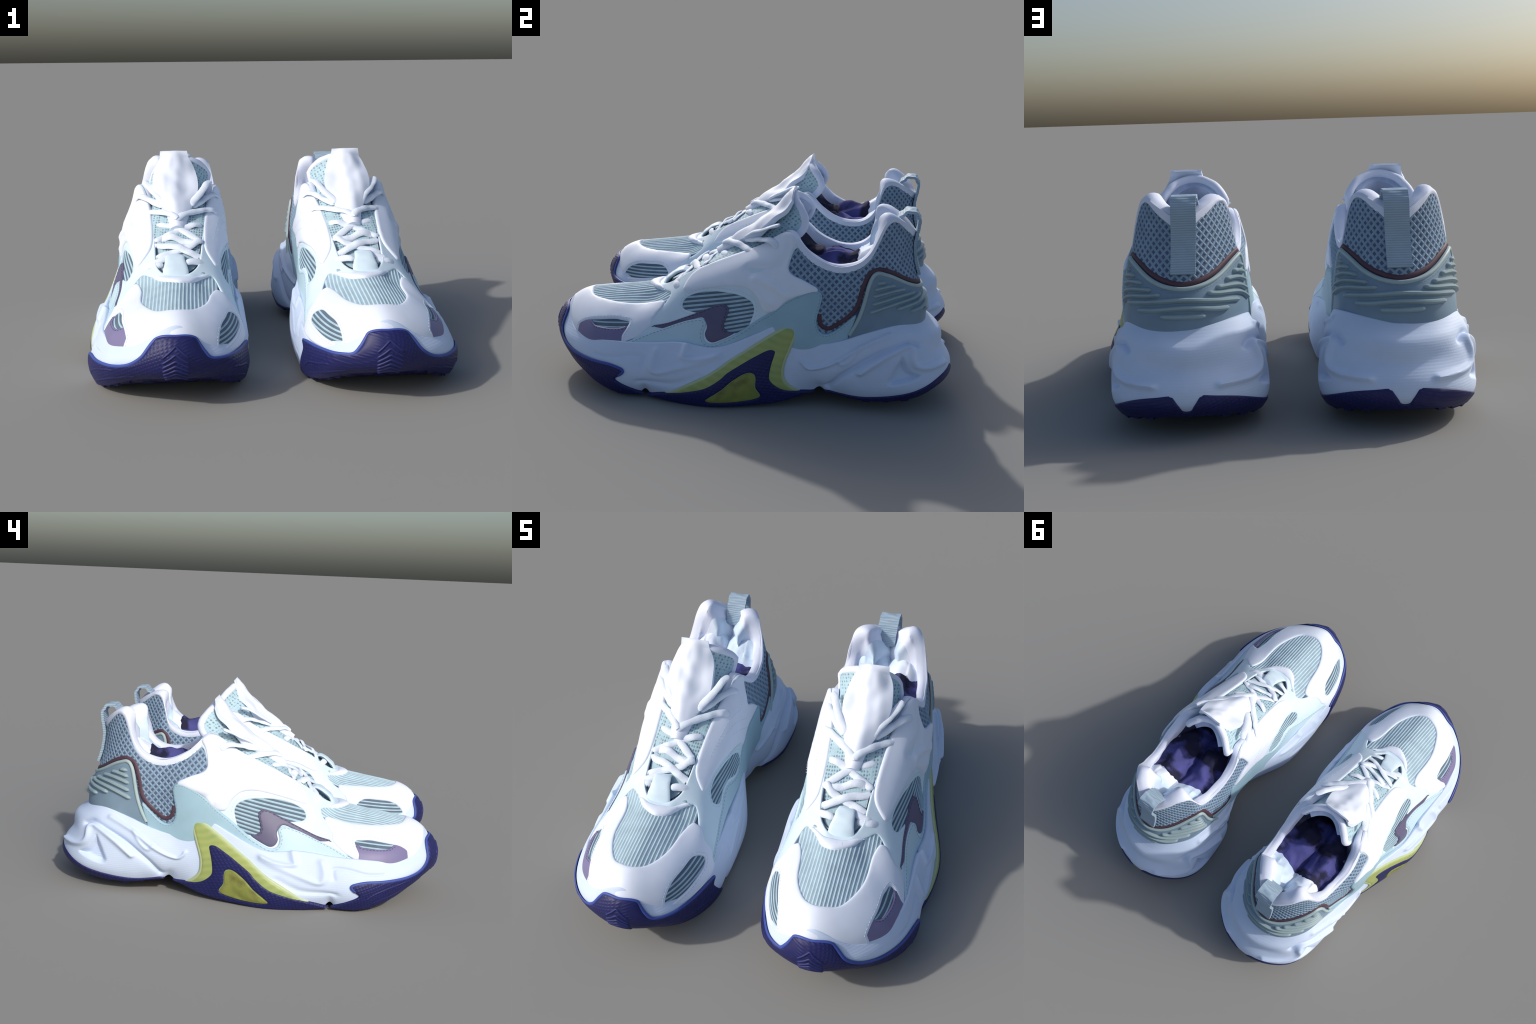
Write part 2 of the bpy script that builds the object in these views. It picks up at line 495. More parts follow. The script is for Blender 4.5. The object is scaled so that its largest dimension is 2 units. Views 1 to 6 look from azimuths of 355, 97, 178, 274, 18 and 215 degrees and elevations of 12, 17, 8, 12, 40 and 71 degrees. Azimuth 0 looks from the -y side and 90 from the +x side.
def tongue_holes(nt, tc, out, height):   # small knitted holes
    v = nt.nodes.new("ShaderNodeTexVoronoi"); v.inputs["Scale"].default_value = 80; v.inputs["Randomness"].default_value = 0.25
    mp = nt.nodes.new("ShaderNodeMapping"); mp.inputs["Rotation"].default_value = (0.8, 0.1, 0.1); mp.inputs["Scale"].default_value = (1, 0.6, 0.9)
    nt.links.new(tc.outputs["Object"], mp.inputs["Vector"]); nt.links.new(mp.outputs["Vector"], v.inputs["Vector"])
    r = nt.nodes.new("ShaderNodeValToRGB")
    r.color_ramp.elements[0].position, r.color_ramp.elements[1].position = 0.2, 0.45
    r.color_ramp.elements[0].color, r.color_ramp.elements[1].color = (1, 1, 1, 1), (0, 0, 0, 1)
    nt.links.new(v.outputs["Distance"], r.inputs["Fac"])
    return v.outputs["Distance"], tint(nt, out, r.outputs["Color"], (0.10, 0.17, 0.24), 0.8)

def yellow_streaks(nt, tc, out, height):
    w = wave(nt, tc, 9, (0.25, 0, 0), "Z", 3.0)
    return w, tint(nt, out, w, (0.48, 0.53, 0.22), 0.3)

def paler_forward(nt, tc, out, height):  # side panel lightened towards the toe, partly sun overexposure put into its colour
    sp = nt.nodes.new("ShaderNodeSeparateXYZ"); nt.links.new(tc.outputs["Object"], sp.inputs[0])
    mr = nt.nodes.new("ShaderNodeMapRange"); mr.interpolation_type = "SMOOTHSTEP"
    mr.inputs["From Min"].default_value, mr.inputs["From Max"].default_value = 0.15, -0.35
    nt.links.new(sp.outputs["Y"], mr.inputs["Value"])
    return height, tint(nt, out, mr.outputs["Result"], (0.56, 0.73, 0.83), 0.8)

def build_materials():
    white = (0.755, 0.825, 0.96)
    material("white_leather", white, 0.5, 0.02, bump=0.08, grain=300)
    material("pale_leather", (0.64, 0.79, 0.90), 0.5, 0.03, bump=0.08, grain=300)
    material("white_foam", (0.58, 0.69, 0.885), 0.55, 0.025, 9, bump=0.12, pattern=foam_lines)  # foam lowered and blued to carry the shading seen low on the midsole
    material("teal_leather", (0.33, 0.51, 0.62), 0.5, 0.05, 12, bump=0.1, grain=260, pattern=paler_forward)
    material("teal_rubber", (0.19, 0.28, 0.37), 0.5, 0.06, 10, bump=0.1)  # counter base darkened to paint in the shadows under the ribs
    material("teal_ridge", (0.28, 0.38, 0.42), 0.45, 0.05, 12, bump=0.06)
    material("pale_ridge", (0.36, 0.47, 0.49), 0.45, 0.05, 12, bump=0.06)
    material("mesh_ground", (0.09, 0.125, 0.215), 0.8, 0.15, 30, bump=0.2)
    material("mesh_net", (0.24, 0.35, 0.47), 0.7, 0.10, 20, bump=0.3, grain=400)
    material("cord", (0.38, 0.54, 0.64), 0.7, 0.08, 20, bump=0.3, grain=400)
    material("cord_pale", (0.48, 0.64, 0.73), 0.7, 0.08, 20, bump=0.3, grain=400)
    material("cord_gap", (0.10, 0.145, 0.20), 0.8, 0.1, 20, bump=0.1)
    material("vamp_gap", (0.31, 0.43, 0.52), 0.8, 0.1, 20, bump=0.1)
    material("purple_leather", (0.112, 0.105, 0.19), 0.45, 0.05, 12, bump=0.08)
    material("purple_pale", (0.195, 0.18, 0.335), 0.45, 0.05, 12, bump=0.08)
    material("maroon_trim", (0.085, 0.045, 0.065), 0.55, 0.08, 14, bump=0.08)
    material("navy_rubber", (0.013, 0.015, 0.095), 0.5, 0.08, 12, bump=0.35, pattern=hatch)
    material("navy_painted_glint", (0.045, 0.08, 0.34), 0.5, 0.08, 12, bump=0.1)
    material("yellow_gel", (0.34, 0.41, 0.13), 0.4, 0.08, 8, bump=0.15, second=(0.27, 0.37, 0.13), pattern=yellow_streaks)
    material("lime_edge", (0.46, 0.54, 0.32), 0.4, 0.05, 8, bump=0.1)
    material("chevron_rubber", (0.022, 0.027, 0.14), 0.5, 0.05)
    material("yellow_core", (0.25, 0.28, 0.07), 0.35, 0.10, 10, bump=0.3, second=(0.17, 0.17, 0.05), sec_scale=14)
    material("white_lace", (0.74, 0.82, 0.94), 0.6, 0.05, 20, bump=0.25, grain=160)
    material("white_padding", (0.72, 0.78, 0.94), 0.65, 0.03, 14, bump=0.15, grain=200)
    material("blue_padding", (0.60, 0.74, 0.90), 0.6, 0.06, 14, bump=0.2, second=(0.78, 0.82, 0.93))
    material("tongue_mesh", (0.42, 0.59, 0.67), 0.7, 0.05, 20, bump=0.4, pattern=tongue_holes)
    material("loop_webbing", (0.36, 0.48, 0.60), 0.6, 0.06, 12, bump=0.4, pattern=webbing)
    material("tongue_lining", (0.30, 0.38, 0.56), 0.7, 0.1, 8, bump=0.15, second=(0.55, 0.64, 0.82))
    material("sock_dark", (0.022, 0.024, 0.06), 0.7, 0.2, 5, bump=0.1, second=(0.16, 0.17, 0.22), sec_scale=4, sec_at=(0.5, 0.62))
    material("insole_purple", (0.065, 0.068, 0.24), 0.85, 0.2, 8, bump=0.1, second=(0.012, 0.012, 0.04), sec_scale=6, sec_at=(0.46, 0.54))
    material("sock_grey", (0.11, 0.11, 0.16), 0.9, 0.3, 6, bump=0.1, second=(0.02, 0.025, 0.05), sec_scale=5)
    material("thread_dark", (0.05, 0.035, 0.07), 0.7)
    material("thread_teal", (0.20, 0.33, 0.40), 0.7)
    material("thread_pale", (0.52, 0.66, 0.76), 0.7)

# ---------------------------------------------------------------------------
# outlines of the panels, in (c, v) on the upper and on the midsole
# ---------------------------------------------------------------------------
def mir(pts):
    return [(28 - c, v) for c, v in reversed(pts)]

COUNTER_SIDE = [(3.62,.05),(3.6,.67),(3.36,1.14),(3.12,1.82),(2.92,2.61),(2.76,2.86),(2.55,2.82),(2.14,2.52),(1.57,2.25),(1.15,2.09),(.6,1.94)]
BROWN_SIDE = [(4.68,1.85),(4.63,1.45),(4.48,1.25),(4.28,1.20),(4.09,1.31),(3.56,1.64),(3.32,1.98),(3.16,2.69),(2.95,3.12),(2.65,3.05),(2.08,2.66),(1.5,2.42),(1.0,2.25),(.4,2.11)]
TEAL_OUT = [(3.37,1.51),(3.76,1.33),(4.12,1.06),(4.34,.97),(4.54,1.0),(4.70,1.2),(4.76,1.64),(4.66,2.23),(4.62,2.60),(4.78,2.76),(5.09,2.66),(5.52,2.27),(5.94,1.86),(6.51,1.31),(7.05,.95),(7.5,.72),(7.87,.6),(8.18,.5),(8.36,.62),(8.40,.91),(8.34,1.22),(8.48,1.46),(8.79,1.45),(9.33,1.29),(9.96,1.04),(10.41,.75),(10.78,.45)]
TEAL_IN = [(17.45,.62),(18.26,1.0),(18.9,1.18),(19.3,1.5),(19.6,1.58),(20.0,1.27),(20.4,1.2),(20.7,1.5),(21.2,1.72),(22.1,2.0),(22.9,2.42),(23.25,2.3),(23.33,1.8),(23.33,1.3),(23.5,1.05),(23.8,1.05),(24.2,1.33),(24.6,1.52)]
FLAP_OUT = [(9.25,3.1),(9.18,2.82),(8.9,2.74),(8.43,2.70),(7.83,2.54),(7.3,2.14),(7.0,1.7),(6.75,1.25),(6.3,1.35),(5.94,1.75),(5.5,2.15),(5.05,2.52),(4.78,2.70),(4.85,2.86),(5.23,2.88),(5.75,2.78),(5.95,2.92),(5.85,3.45),(5.60,3.97),(6.2,3.99),(7,3.99),(8.2,3.99),(8.95,3.8)]
FLAP_IN = [(18.62,3.1),(18.68,2.85),(18.95,2.74),(19.5,2.80),(20.05,2.52),(20.55,2.05),(20.85,1.6),(21.1,1.55),(21.6,1.8),(22.2,1.98),(22.85,2.33),(23.0,2.48),(22.5,2.64),(21.98,2.72),(22.0,3.05),(22.15,3.5),(22.40,3.97),(21.8,3.99),(21,3.99),(19.8,3.99),(18.95,3.8)]
LIP = [(10.35,3.25),(10.7,3.42),(11.3,3.53),(12.65,3.60),(14.58,3.54),(16.64,3.42),(17.5,3.25),(17.75,3.12),(17.6,3.45),(16.6,3.72),(15.2,3.86),(14,3.88),(12.6,3.86),(11.2,3.75)]
WINDOW_OUT = [(9.15,2.2),(9.08,2.45),(8.83,2.58),(8.45,2.58),(8.05,2.42),(7.61,2.10),(7.32,1.80),(7.14,1.55),(7.08,1.30),(7.15,1.0),(7.29,.75),(7.73,.73),(8.06,.87),(8.34,1.57),(8.74,1.77),(9.05,1.97)]
WINDOW_IN = [(18.75,2.1),(19.0,2.48),(19.55,2.56),(20.15,2.22),(20.57,1.62),(20.5,1.25),(20.1,1.28),(19.72,1.68),(19.4,1.72),(19.05,1.5),(18.82,1.75)]
LIGHTNING = [(10.1,1.32),(9.65,1.13),(9.07,1.30),(8.54,1.49),(8.40,1.32),(8.34,1.09),(8.38,.84),(8.31,.62),(8.17,.52),(7.95,.58),(7.60,.72),(7.77,.84),(7.86,.97),(7.87,1.16),(7.81,1.41),(7.79,1.68),(7.90,1.87),(8.08,1.94),(8.4,1.85),(8.92,1.62),(9.55,1.42)]
TOE_WINDOW_OUT = [(10.92,1.49),(11.17,1.55),(11.54,1.56),(12.2,1.3),(12.53,.95),(12.57,.75),(12.43,.36),(11.57,.44),(10.97,.44),(10.93,.84),(10.88,1.2)]
TOE_PURPLE = [(10.86,1.27),(11.16,1.16),(11.65,1.14),(11.97,1.15),(12.12,1.24),(12.28,1.28),(12.62,.95),(12.55,.30),(11.57,.36),(10.9,.36)]
TOE_WINDOW_IN = [(16.75,1.6),(16.2,1.52),(15.75,1.32),(15.42,.9),(15.32,.42),(15.9,.52),(16.5,.68),(17.0,.85),(17.1,1.15)]
VAMP = [(9.92,3.02),(9.95,2.78),(10.12,2.68),(10.71,2.69),(11.45,2.5),(12.56,2.28),(13.21,2.14),(13.7,2.17),(14.22,2.18),(14.84,2.2),(15.72,2.38),(16.61,2.61),(17.38,2.55),(17.79,2.67),(17.9,3.01),(17.5,3.25),(16.64,3.44),(14.58,3.56),(12.65,3.62),(11,3.53),(10.3,3.3)]
TOE_CAP = [(10.95,.03),(10.8,.46),(10.42,.8),(10.12,1.31),(10.16,1.6),(10.08,2.01),(10.0,2.4),(10.15,2.68),(10.71,2.69),(11.45,2.5),(12.56,2.28),(13.21,2.14),(13.7,2.17),(14.22,2.18),(14.84,2.2),(15.72,2.38),(16.61,2.61),(17.3,2.58),(17.5,2.35),(17.58,2.03),(17.45,1.62),(17.52,.95),(17.45,.60),(17.3,.03),(16,.03),(14,.03),(12,.03)]
QUARTER = [(5.55,3.99),(5.8,3.46),(5.96,2.89),(5.8,2.77),(5.23,2.84),(4.82,2.82),(4.8,2.4),(5.0,1.2),(5.2,.3),(7,.3),(9,.3),(10.7,.3),(10.6,.6),(10.3,1.2),(10.28,1.6),(10.2,2.1),(9.98,2.55),(9.92,3.02),(10.3,3.3),(11,3.53),(12.65,3.62),(14.58,3.56),(16.64,3.44),(17.5,3.25),(17.9,3.01),(17.75,2.55),(17.42,2.1),(17.3,1.62),(17.36,.95),(17.2,.3),(19,.3),(21,.3),(22.8,.3),(23,1.2),(22.95,2.3),(22.4,2.62),(21.9,2.68),(22.0,3.1),(22.25,3.7),(22.4,3.99),(21,3.99),(19,3.99),(17,3.99),(15,3.99),(13,3.99),(11,3.99),(9,3.99),(7,3.99)]
COLLAR = [(6.0,3.76),(6.1,3.3),(6.15,2.7),(5.9,2.5),(5.0,2.5),(4.85,2.0),(4.75,1.2),(4.4,.95),(4.0,1.1),(3.5,1.5),(3.22,1.9),(3.05,2.6),(2.95,3.02),(2.65,2.98),(2.1,2.58),(1.5,2.34),(.9,2.15),(0,2.02)]
COLLAR = COLLAR + mir(COLLAR[:-1])
COLLAR = [(c - 28 if c > 14 else c, v) for c, v in COLLAR]
COLLAR += [(c, 3.73 + .20 * math.exp(-((abs(c) - 1.6) / .75) ** 2)) for c in np.arange(-5, 5.1, .5)]

GUARD = [(10.2,.02),(10.25,.30),(10.6,.7),(10.98,1.25),(10.85,1.62),(10.72,2.0),(10.80,2.22),(11.21,2.34),(11.74,2.17),(12.19,2.0),(12.5,1.90),(12.8,1.92),(13.07,2.14),(13.29,2.74),(13.42,3.35),(13.49,3.66),(13.53,3.74),(13.60,3.76),(13.8,3.68),(14.0,3.62),(14.2,3.68),(14.42,3.76),(14.49,3.74),(14.53,3.62),(14.62,3.1),(14.78,2.62),(15.1,2.66),(15.86,2.9),(16.65,2.78),(17.15,2.58),(17.0,2.0),(17.25,1.0),(17.5,.4),(17.55,.02),(16,.02),(14,.02),(12,.02)]
YELLOW = [(5.80,3.75),(5.84,3.90),(5.93,3.97),(6.1,3.95),(6.3,3.85),(6.6,3.74),(6.86,3.64),(7.16,3.45),(7.55,3.17),(7.72,2.95),(8.13,2.42),(8.59,1.84),(9.26,.85),(9.75,.1),(8.5,.06),(7,.06),(5.25,.06),(5.42,.50),(5.78,1.3),(5.86,1.83),(5.85,2.3),(5.80,2.89),(5.79,3.4)]
ARCH = [(4.95,.03),(5.1,.2),(5.6,.6),(6,.98),(6.25,1.36),(6.33,1.62),(6.32,2.14),(6.29,2.70),(6.30,2.90),(6.40,3.02),(6.56,3.08),(6.77,3.02),(7.06,2.86),(7.55,2.44),(7.75,2.1),(8.15,1.60),(8.6,1.28),(9.23,.82),(9.85,.25),(9.9,.03),(8,.03),(6.5,.03)]
CORE = [(6.67,.62),(6.78,1.2),(6.79,1.74),(6.88,1.99),(7.08,2.06),(7.40,1.8),(7.65,1.4),(7.97,.92),(8.05,.55),(7.3,.45)]
HEEL_SOLE_SIDE = [(4.5,.03),(4.3,.24),(3.83,.22),(3.16,.36),(2.57,.54),(2.1,.76),(1.67,1.0),(1.2,1.22),(.62,1.40),(.38,1.48),(.29,1.44),(.16,.95),(.08,.55)]

GROOVE = [(1.59,2.93),(1.85,3.14),(2.39,2.96),(2.82,2.74),(3.29,2.37),(3.84,1.72),(4.34,.6)]
SPIRAL = [(.75,1.80),(1.1,1.83),(1.48,1.9),(1.8,2.09),(1.90,2.4),(1.84,2.82),(1.95,3.0),(2.25,2.9),(2.7,2.55),(3.2,2.0)]
DENT = [(2.14,2.68),(2.35,2.3),(2.52,1.8),(2.58,1.46),(2.46,1.25),(2.15,1.36),(1.7,1.62),(1.95,1.95),(2.05,2.32)]
W_RIDGE = [(3.2,3.36),(3.45,2.83),(3.78,2.55),(3.97,2.91)]
RIM_RIDGE = [(2.37,3.64),(3.31,3.26),(4.3,2.54),(4.86,2.18),(5.1,2.35),(5.25,2.6)]
STEP = [(8.80,3.98),(8.84,3.6),(8.86,3.3),(8.5,3.3),(7.9,3.6)]
Z_RIDGE = [(9.74,3.6),(9.84,2.74),(9.71,2.11),(9.16,2.5),(8.55,3.0),(7.9,3.45)]
Z_GROOVE = [(11.6,2.85),(11.16,2.92),(10.66,3.22),(10.14,3.22),(10.16,2.45)]
LOW_GROOVE = [(8.35,2.34),(9.05,1.6),(9.8,1.29),(10.19,1.18)]

def line_field(C, V, pts, width):
    L = resample(smooth_curve(pts, 8) * SCALE, 0.006)
    X = np.stack([C.ravel() * CX, V.ravel() * VY], 1)
    lo, hi = L.min(0) - 3 * width, L.max(0) + 3 * width
    near = ((X > lo) & (X < hi)).all(1)
    d = np.full(len(X), 9.0)
    if near.any():
        d[near] = dist_to([(False, L)], X[near])
    return np.exp(-(d / width) ** 2).reshape(C.shape)

def area_field(C, V, pts, soft):
    L = resample(smooth_curve(pts, 8, True) * SCALE, 0.006, True)
    X = np.stack([C.ravel() * CX, V.ravel() * VY], 1)
    r = inside(L, X)
    d = np.zeros(len(X))
    d[r] = dist_to([(True, L)], X[r])
    t = np.clip(d / soft, 0, 1)
    return (t * t * (3 - 2 * t)).reshape(C.shape)

def notch(c):
    """gaps between the rubber pieces, where the foam comes down to the ground line"""
    c = np.minimum(c, 28 - c)
    return .030 * np.exp(-((c - 10.06) / .16) ** 2) + .022 * np.exp(-((c - 4.72) / .22) ** 2)

def build_midsole(M):
    C, V = np.meshgrid(M.C, M.V, indexing="ij")
    P = M.grid.copy()
    N = M.normal(C, V)
    D = np.zeros(C.shape)
    for flip in (False, True):
        f = mir if flip else (lambda p: p)
        k = 0.45 if flip else 1.0
        D -= 0.017 * line_field(C, V, f(GROOVE), 0.011) + 0.007 * line_field(C, V, f(GROOVE), 0.030)
        D += 0.017 * line_field(C, V, f(SPIRAL), 0.012)
        D -= 0.032 * area_field(C, V, f(DENT), 0.024)
        D += 0.006 * line_field(C, V, f(W_RIDGE), 0.009)
        D += 0.011 * line_field(C, V, f(RIM_RIDGE), 0.012)
        D += k * 0.009 * line_field(C, V, f(Z_RIDGE), 0.016)
        D -= k * 0.006 * line_field(C, V, f(Z_GROOVE), 0.010)
        D -= k * 0.008 * line_field(C, V, f(LOW_GROOVE), 0.020)
        D += k * 0.014 * line_field(C, V, f(STEP), 0.013)
        # fine tool lines inside the dent
        D += 0.0012 * area_field(C, V, f(DENT), 0.02) * np.sin(P[..., 2] * 700)
    # the wavy back of the heel: a shallow trough between two swells
    back = np.exp(-(np.minimum(C, 28 - C) / 1.3) ** 4)
    D -= 0.016 * back * np.exp(-((V - 2.5) / .36) ** 2)
    D += 0.007 * back * np.exp(-((V - 3.25) / .3) ** 2)
    D += 0.006 * back * np.exp(-((V - 1.7) / .4) ** 2)
    # notches under the forefoot and at the arch, where the foam meets the rubber
    D *= np.clip(V / 0.4, 0, 1)
    P = P + N * D[..., None]
    P[..., 2] += notch(C) * np.clip(1 - V / 1.3, 0, 1)
    nc, nv = C.shape
    verts = list(P.reshape(-1, 3))
    F = []
    for i in range(nc):
        k = (i + 1) % nc
        for j in range(nv - 1):
            F.append((i*nv + j, i*nv + j + 1, k*nv + j + 1, k*nv + j))
    # lip turning in over the rim
    base = nv - 1
    rings = [[i*nv + base for i in range(nc)]]
    for dist, dz in ((0.004, 0.003), (0.012, 0.003), (0.03, -0.012)):
        R = P[:, -1] - N[:, -2] * np.array([1, 1, 0]) * dist + np.array([0, 0, dz])
        s = len(verts); verts += list(R); rings.append(list(range(s, s + nc)))
    for a, b in zip(rings, rings[1:]):
        for i in range(nc):
            k = (i + 1) % nc
            F.append((a[i], b[i], b[k], a[k]))
    return make_object("midsole", np.array(verts), F, "white_foam")

def build_bottom(M):
    """tread: a shell under the midsole with cut lugs"""
    n = 160
    c = np.linspace(0.02, 13.98, n)
    s = np.linspace(0, 1, 33)
    A, B = M.at(c, 0 * c + 0.03), M.at(28 - c, 0 * c + 0.03)
    P = A[:, None] * (1 - s)[None, :, None] + B[:, None] * s[None, :, None]
    edge = np.minimum(s, 1 - s)
    P[..., 2] += 0.004 * np.clip(edge / 0.06, 0, 1)
    lug = (np.sin(c * 9)[:, None] * np.sin(s * 26)[None] > 0.2)
    P[..., 2] -= 0.008 * lug * np.clip(edge / 0.08, 0, 1)
    P[..., 2] += notch(c)[:, None]
    P[..., 2] = np.maximum(P[..., 2], 0.0)
    V = P.reshape(-1, 3)
    m = len(s)
    F = [(i*m + j, (i+1)*m + j, (i+1)*m + j + 1, i*m + j + 1) for i in range(n - 1) for j in range(m - 1)]
    return make_object("outsole", V, F, "navy_rubber")

def build_lugs(M, parent):
    """small tread blocks along the lower edge of the toe and heel rubber"""
    random.seed(11)
    g = Geo()
    for c in [10.5 + .42 * k for k in range(17)] + [1.0 + .5 * k for k in range(6)] + [27 - .5 * k for k in range(6)]:
        p = M.at(c, 0.02); n = M.normal(np.array(c), np.array(0.3)) * np.array([1, 1, 0]); n /= np.linalg.norm(n)
        t = np.array([-n[1], n[0], 0])
        a, b, h = .018 + .006 * random.random(), .016, .010 + .006 * random.random()
        q = p - n * (.018 + .006 * random.random())
        V = [q + t * sx * a * k + n * sy * b * k + np.array([0, 0, z]) for z, k in ((.012, 1.25), (-h, .8)) for sx, sy in ((-1, -1), (1, -1), (1, 1), (-1, 1))]
        V = np.array(V); V[:, 2] = np.maximum(V[:, 2], 0.0005)
        g.add(V, [(3, 2, 1, 0), (4, 5, 6, 7), (0, 1, 5, 4), (1, 2, 6, 5), (2, 3, 7, 6), (3, 0, 4, 7)])
    g.make("tread_lug", "navy_rubber", parent, stuff=True, smooth=False)

def build_soles(M):
    build_midsole(M)
    outsole = build_bottom(M)
    build_lugs(M, outsole)
    guard_h = lambda P, c, v, d: 0.006 * np.exp(-((c - 14) / .55) ** 2) * np.clip(d / 0.02, 0, 1)
    guard = patch("toe_guard", "navy_rubber", M, GUARD, outsole, H=0.011, bevel=0.010, step=0.010, relief=guard_h)
    side = HEEL_SOLE_SIDE + [(c - 28, v) for c, v in mir(HEEL_SOLE_SIDE)]
    heel = patch("heel_rubber", "navy_rubber", M, side + [(c, .03) for c in np.arange(-3.5, 4, 1.0)], outsole, H=0.007, bevel=0.006, step=0.010)
    rim = patch("gel_rim", "lime_edge", M, YELLOW, None, H=0.008, bevel=0.010, step=0.010)
    core_line = [tuple(p) for p in inset(YELLOW, 0.008, True, 1 if area(YELLOW) > 0 else -1)][::3]
    window = patch("gel_window", "yellow_gel", M, core_line, None, H=0.0105, bevel=0.016, step=0.010, sink=0.0)
    arch = patch("rubber_arch", "navy_rubber", M, ARCH, outsole, H=0.015, bevel=0.010, holes=[CORE], step=0.008)
    core = patch("gel_core", "yellow_core", M, CORE, window, H=0.003, bevel=0.004, step=0.006, lift=0.0125,
                 relief=lambda P, c, v, d: 0.006 * np.array([mnoise.noise(Vector(p) * 24) for p in P]) * np.clip(d / .02, 0, 1))
    rim = Geo()
    strand(rim, M, [(10.88,1.70),(10.75,2.0),(10.84,2.19),(11.21,2.31),(11.74,2.14),(12.19,1.97),(12.5,1.87),(12.8,1.89),(13.04,2.12),(13.26,2.74),(13.39,3.35),(13.48,3.62),(13.60,3.72),(14.0,3.58),(14.42,3.72),(14.51,3.6),(14.65,3.1),(14.80,2.59),(15.1,2.63),(15.86,2.87),(16.65,2.75),(17.1,2.54)], .0085, .0055, 0.0072)
    rim.make("guard_edge_glint", "navy_painted_glint", guard)  # brighter blue strip modelled for light catching the guard's top from above
    chev = Geo()
    for k in range(7):
        v0 = 3.15 - k * 0.40
        strand(chev, M, [(13.72, v0 - .62), (14.0, v0), (14.28, v0 - .62)], .0060, .009, .0145, .01, smooth=False)
    strand(chev, M, [(13.66, 3.22), (13.8, 3.40), (14.2, 3.40), (14.34, 3.22)], .006, .004, .0135, .01)
    chev.make("chevron_rib", "chevron_rubber", guard)
    # lens shaped rib at each end of the guard
    g = Geo()
    for f in (lambda p: p, mir):
        strand(g, M, f([(11.1,.75),(11.5,1.35),(12.1,1.55),(12.6,1.5)]), .007, .006, .0095, .03)
        strand(g, M, f([(11.3,.45),(12.2,.75),(13.2,.65)]), .008, .006, .0095, .03)
    g.make("guard_rib", "navy_rubber", guard, stuff=True)

def build_upper_shell(U):
    P = U.grid[:, ::2]
    nc, nv = P.shape[:2]
    F = [(i*nv + j, i*nv + j + 1, ((i+1) % nc)*nv + j + 1, ((i+1) % nc)*nv + j) for i in range(nc) for j in range(nv - 1)]
    return make_object("upper_shell", P.reshape(-1, 3), F, "mesh_ground")

def net(geo, U, outline, lift):
    """diamond net of the ankle collar"""
    pin = resample(smooth_curve(outline, 8, True) * SCALE, 0.006, True)
    cs = np.linspace(-6.3, 6.3, 505)
    mid = U.at(cs % 28, 0 * cs + 2.6)
    S = np.concatenate([[0], np.cumsum(np.linalg.norm(np.diff(mid[:, :2], axis=0), axis=1))])
    S -= S[len(S) // 2]
    vs = np.linspace(0.6, 3.95, 120)
    Z = U.at((cs % 28)[:, None] + 0 * vs[None], vs[None] + 0 * cs[:, None])[..., 2]
    slope, pitch = 1.0, 0.0335
    for sg in (1, -1):
        for k in np.arange(-1.2, 2.6, pitch):
            z = k + sg * slope * S
            v = np.array([np.interp(zz, Zr, vs, left=-1, right=-1) for zz, Zr in zip(z, Z)])
            q = np.stack([cs * CX, v * VY], 1)
            ok = (v > 0) & inside(pin, q)
            run = []
            for i in range(len(cs) + 1):
                if i < len(cs) and ok[i]:
                    run.append((cs[i], v[i]))
                else:
                    if len(run) > 2:
                        strand(geo, U, run, .0068, .0055, lift, smooth=False, segs=4, step=0.008)
                    run = []

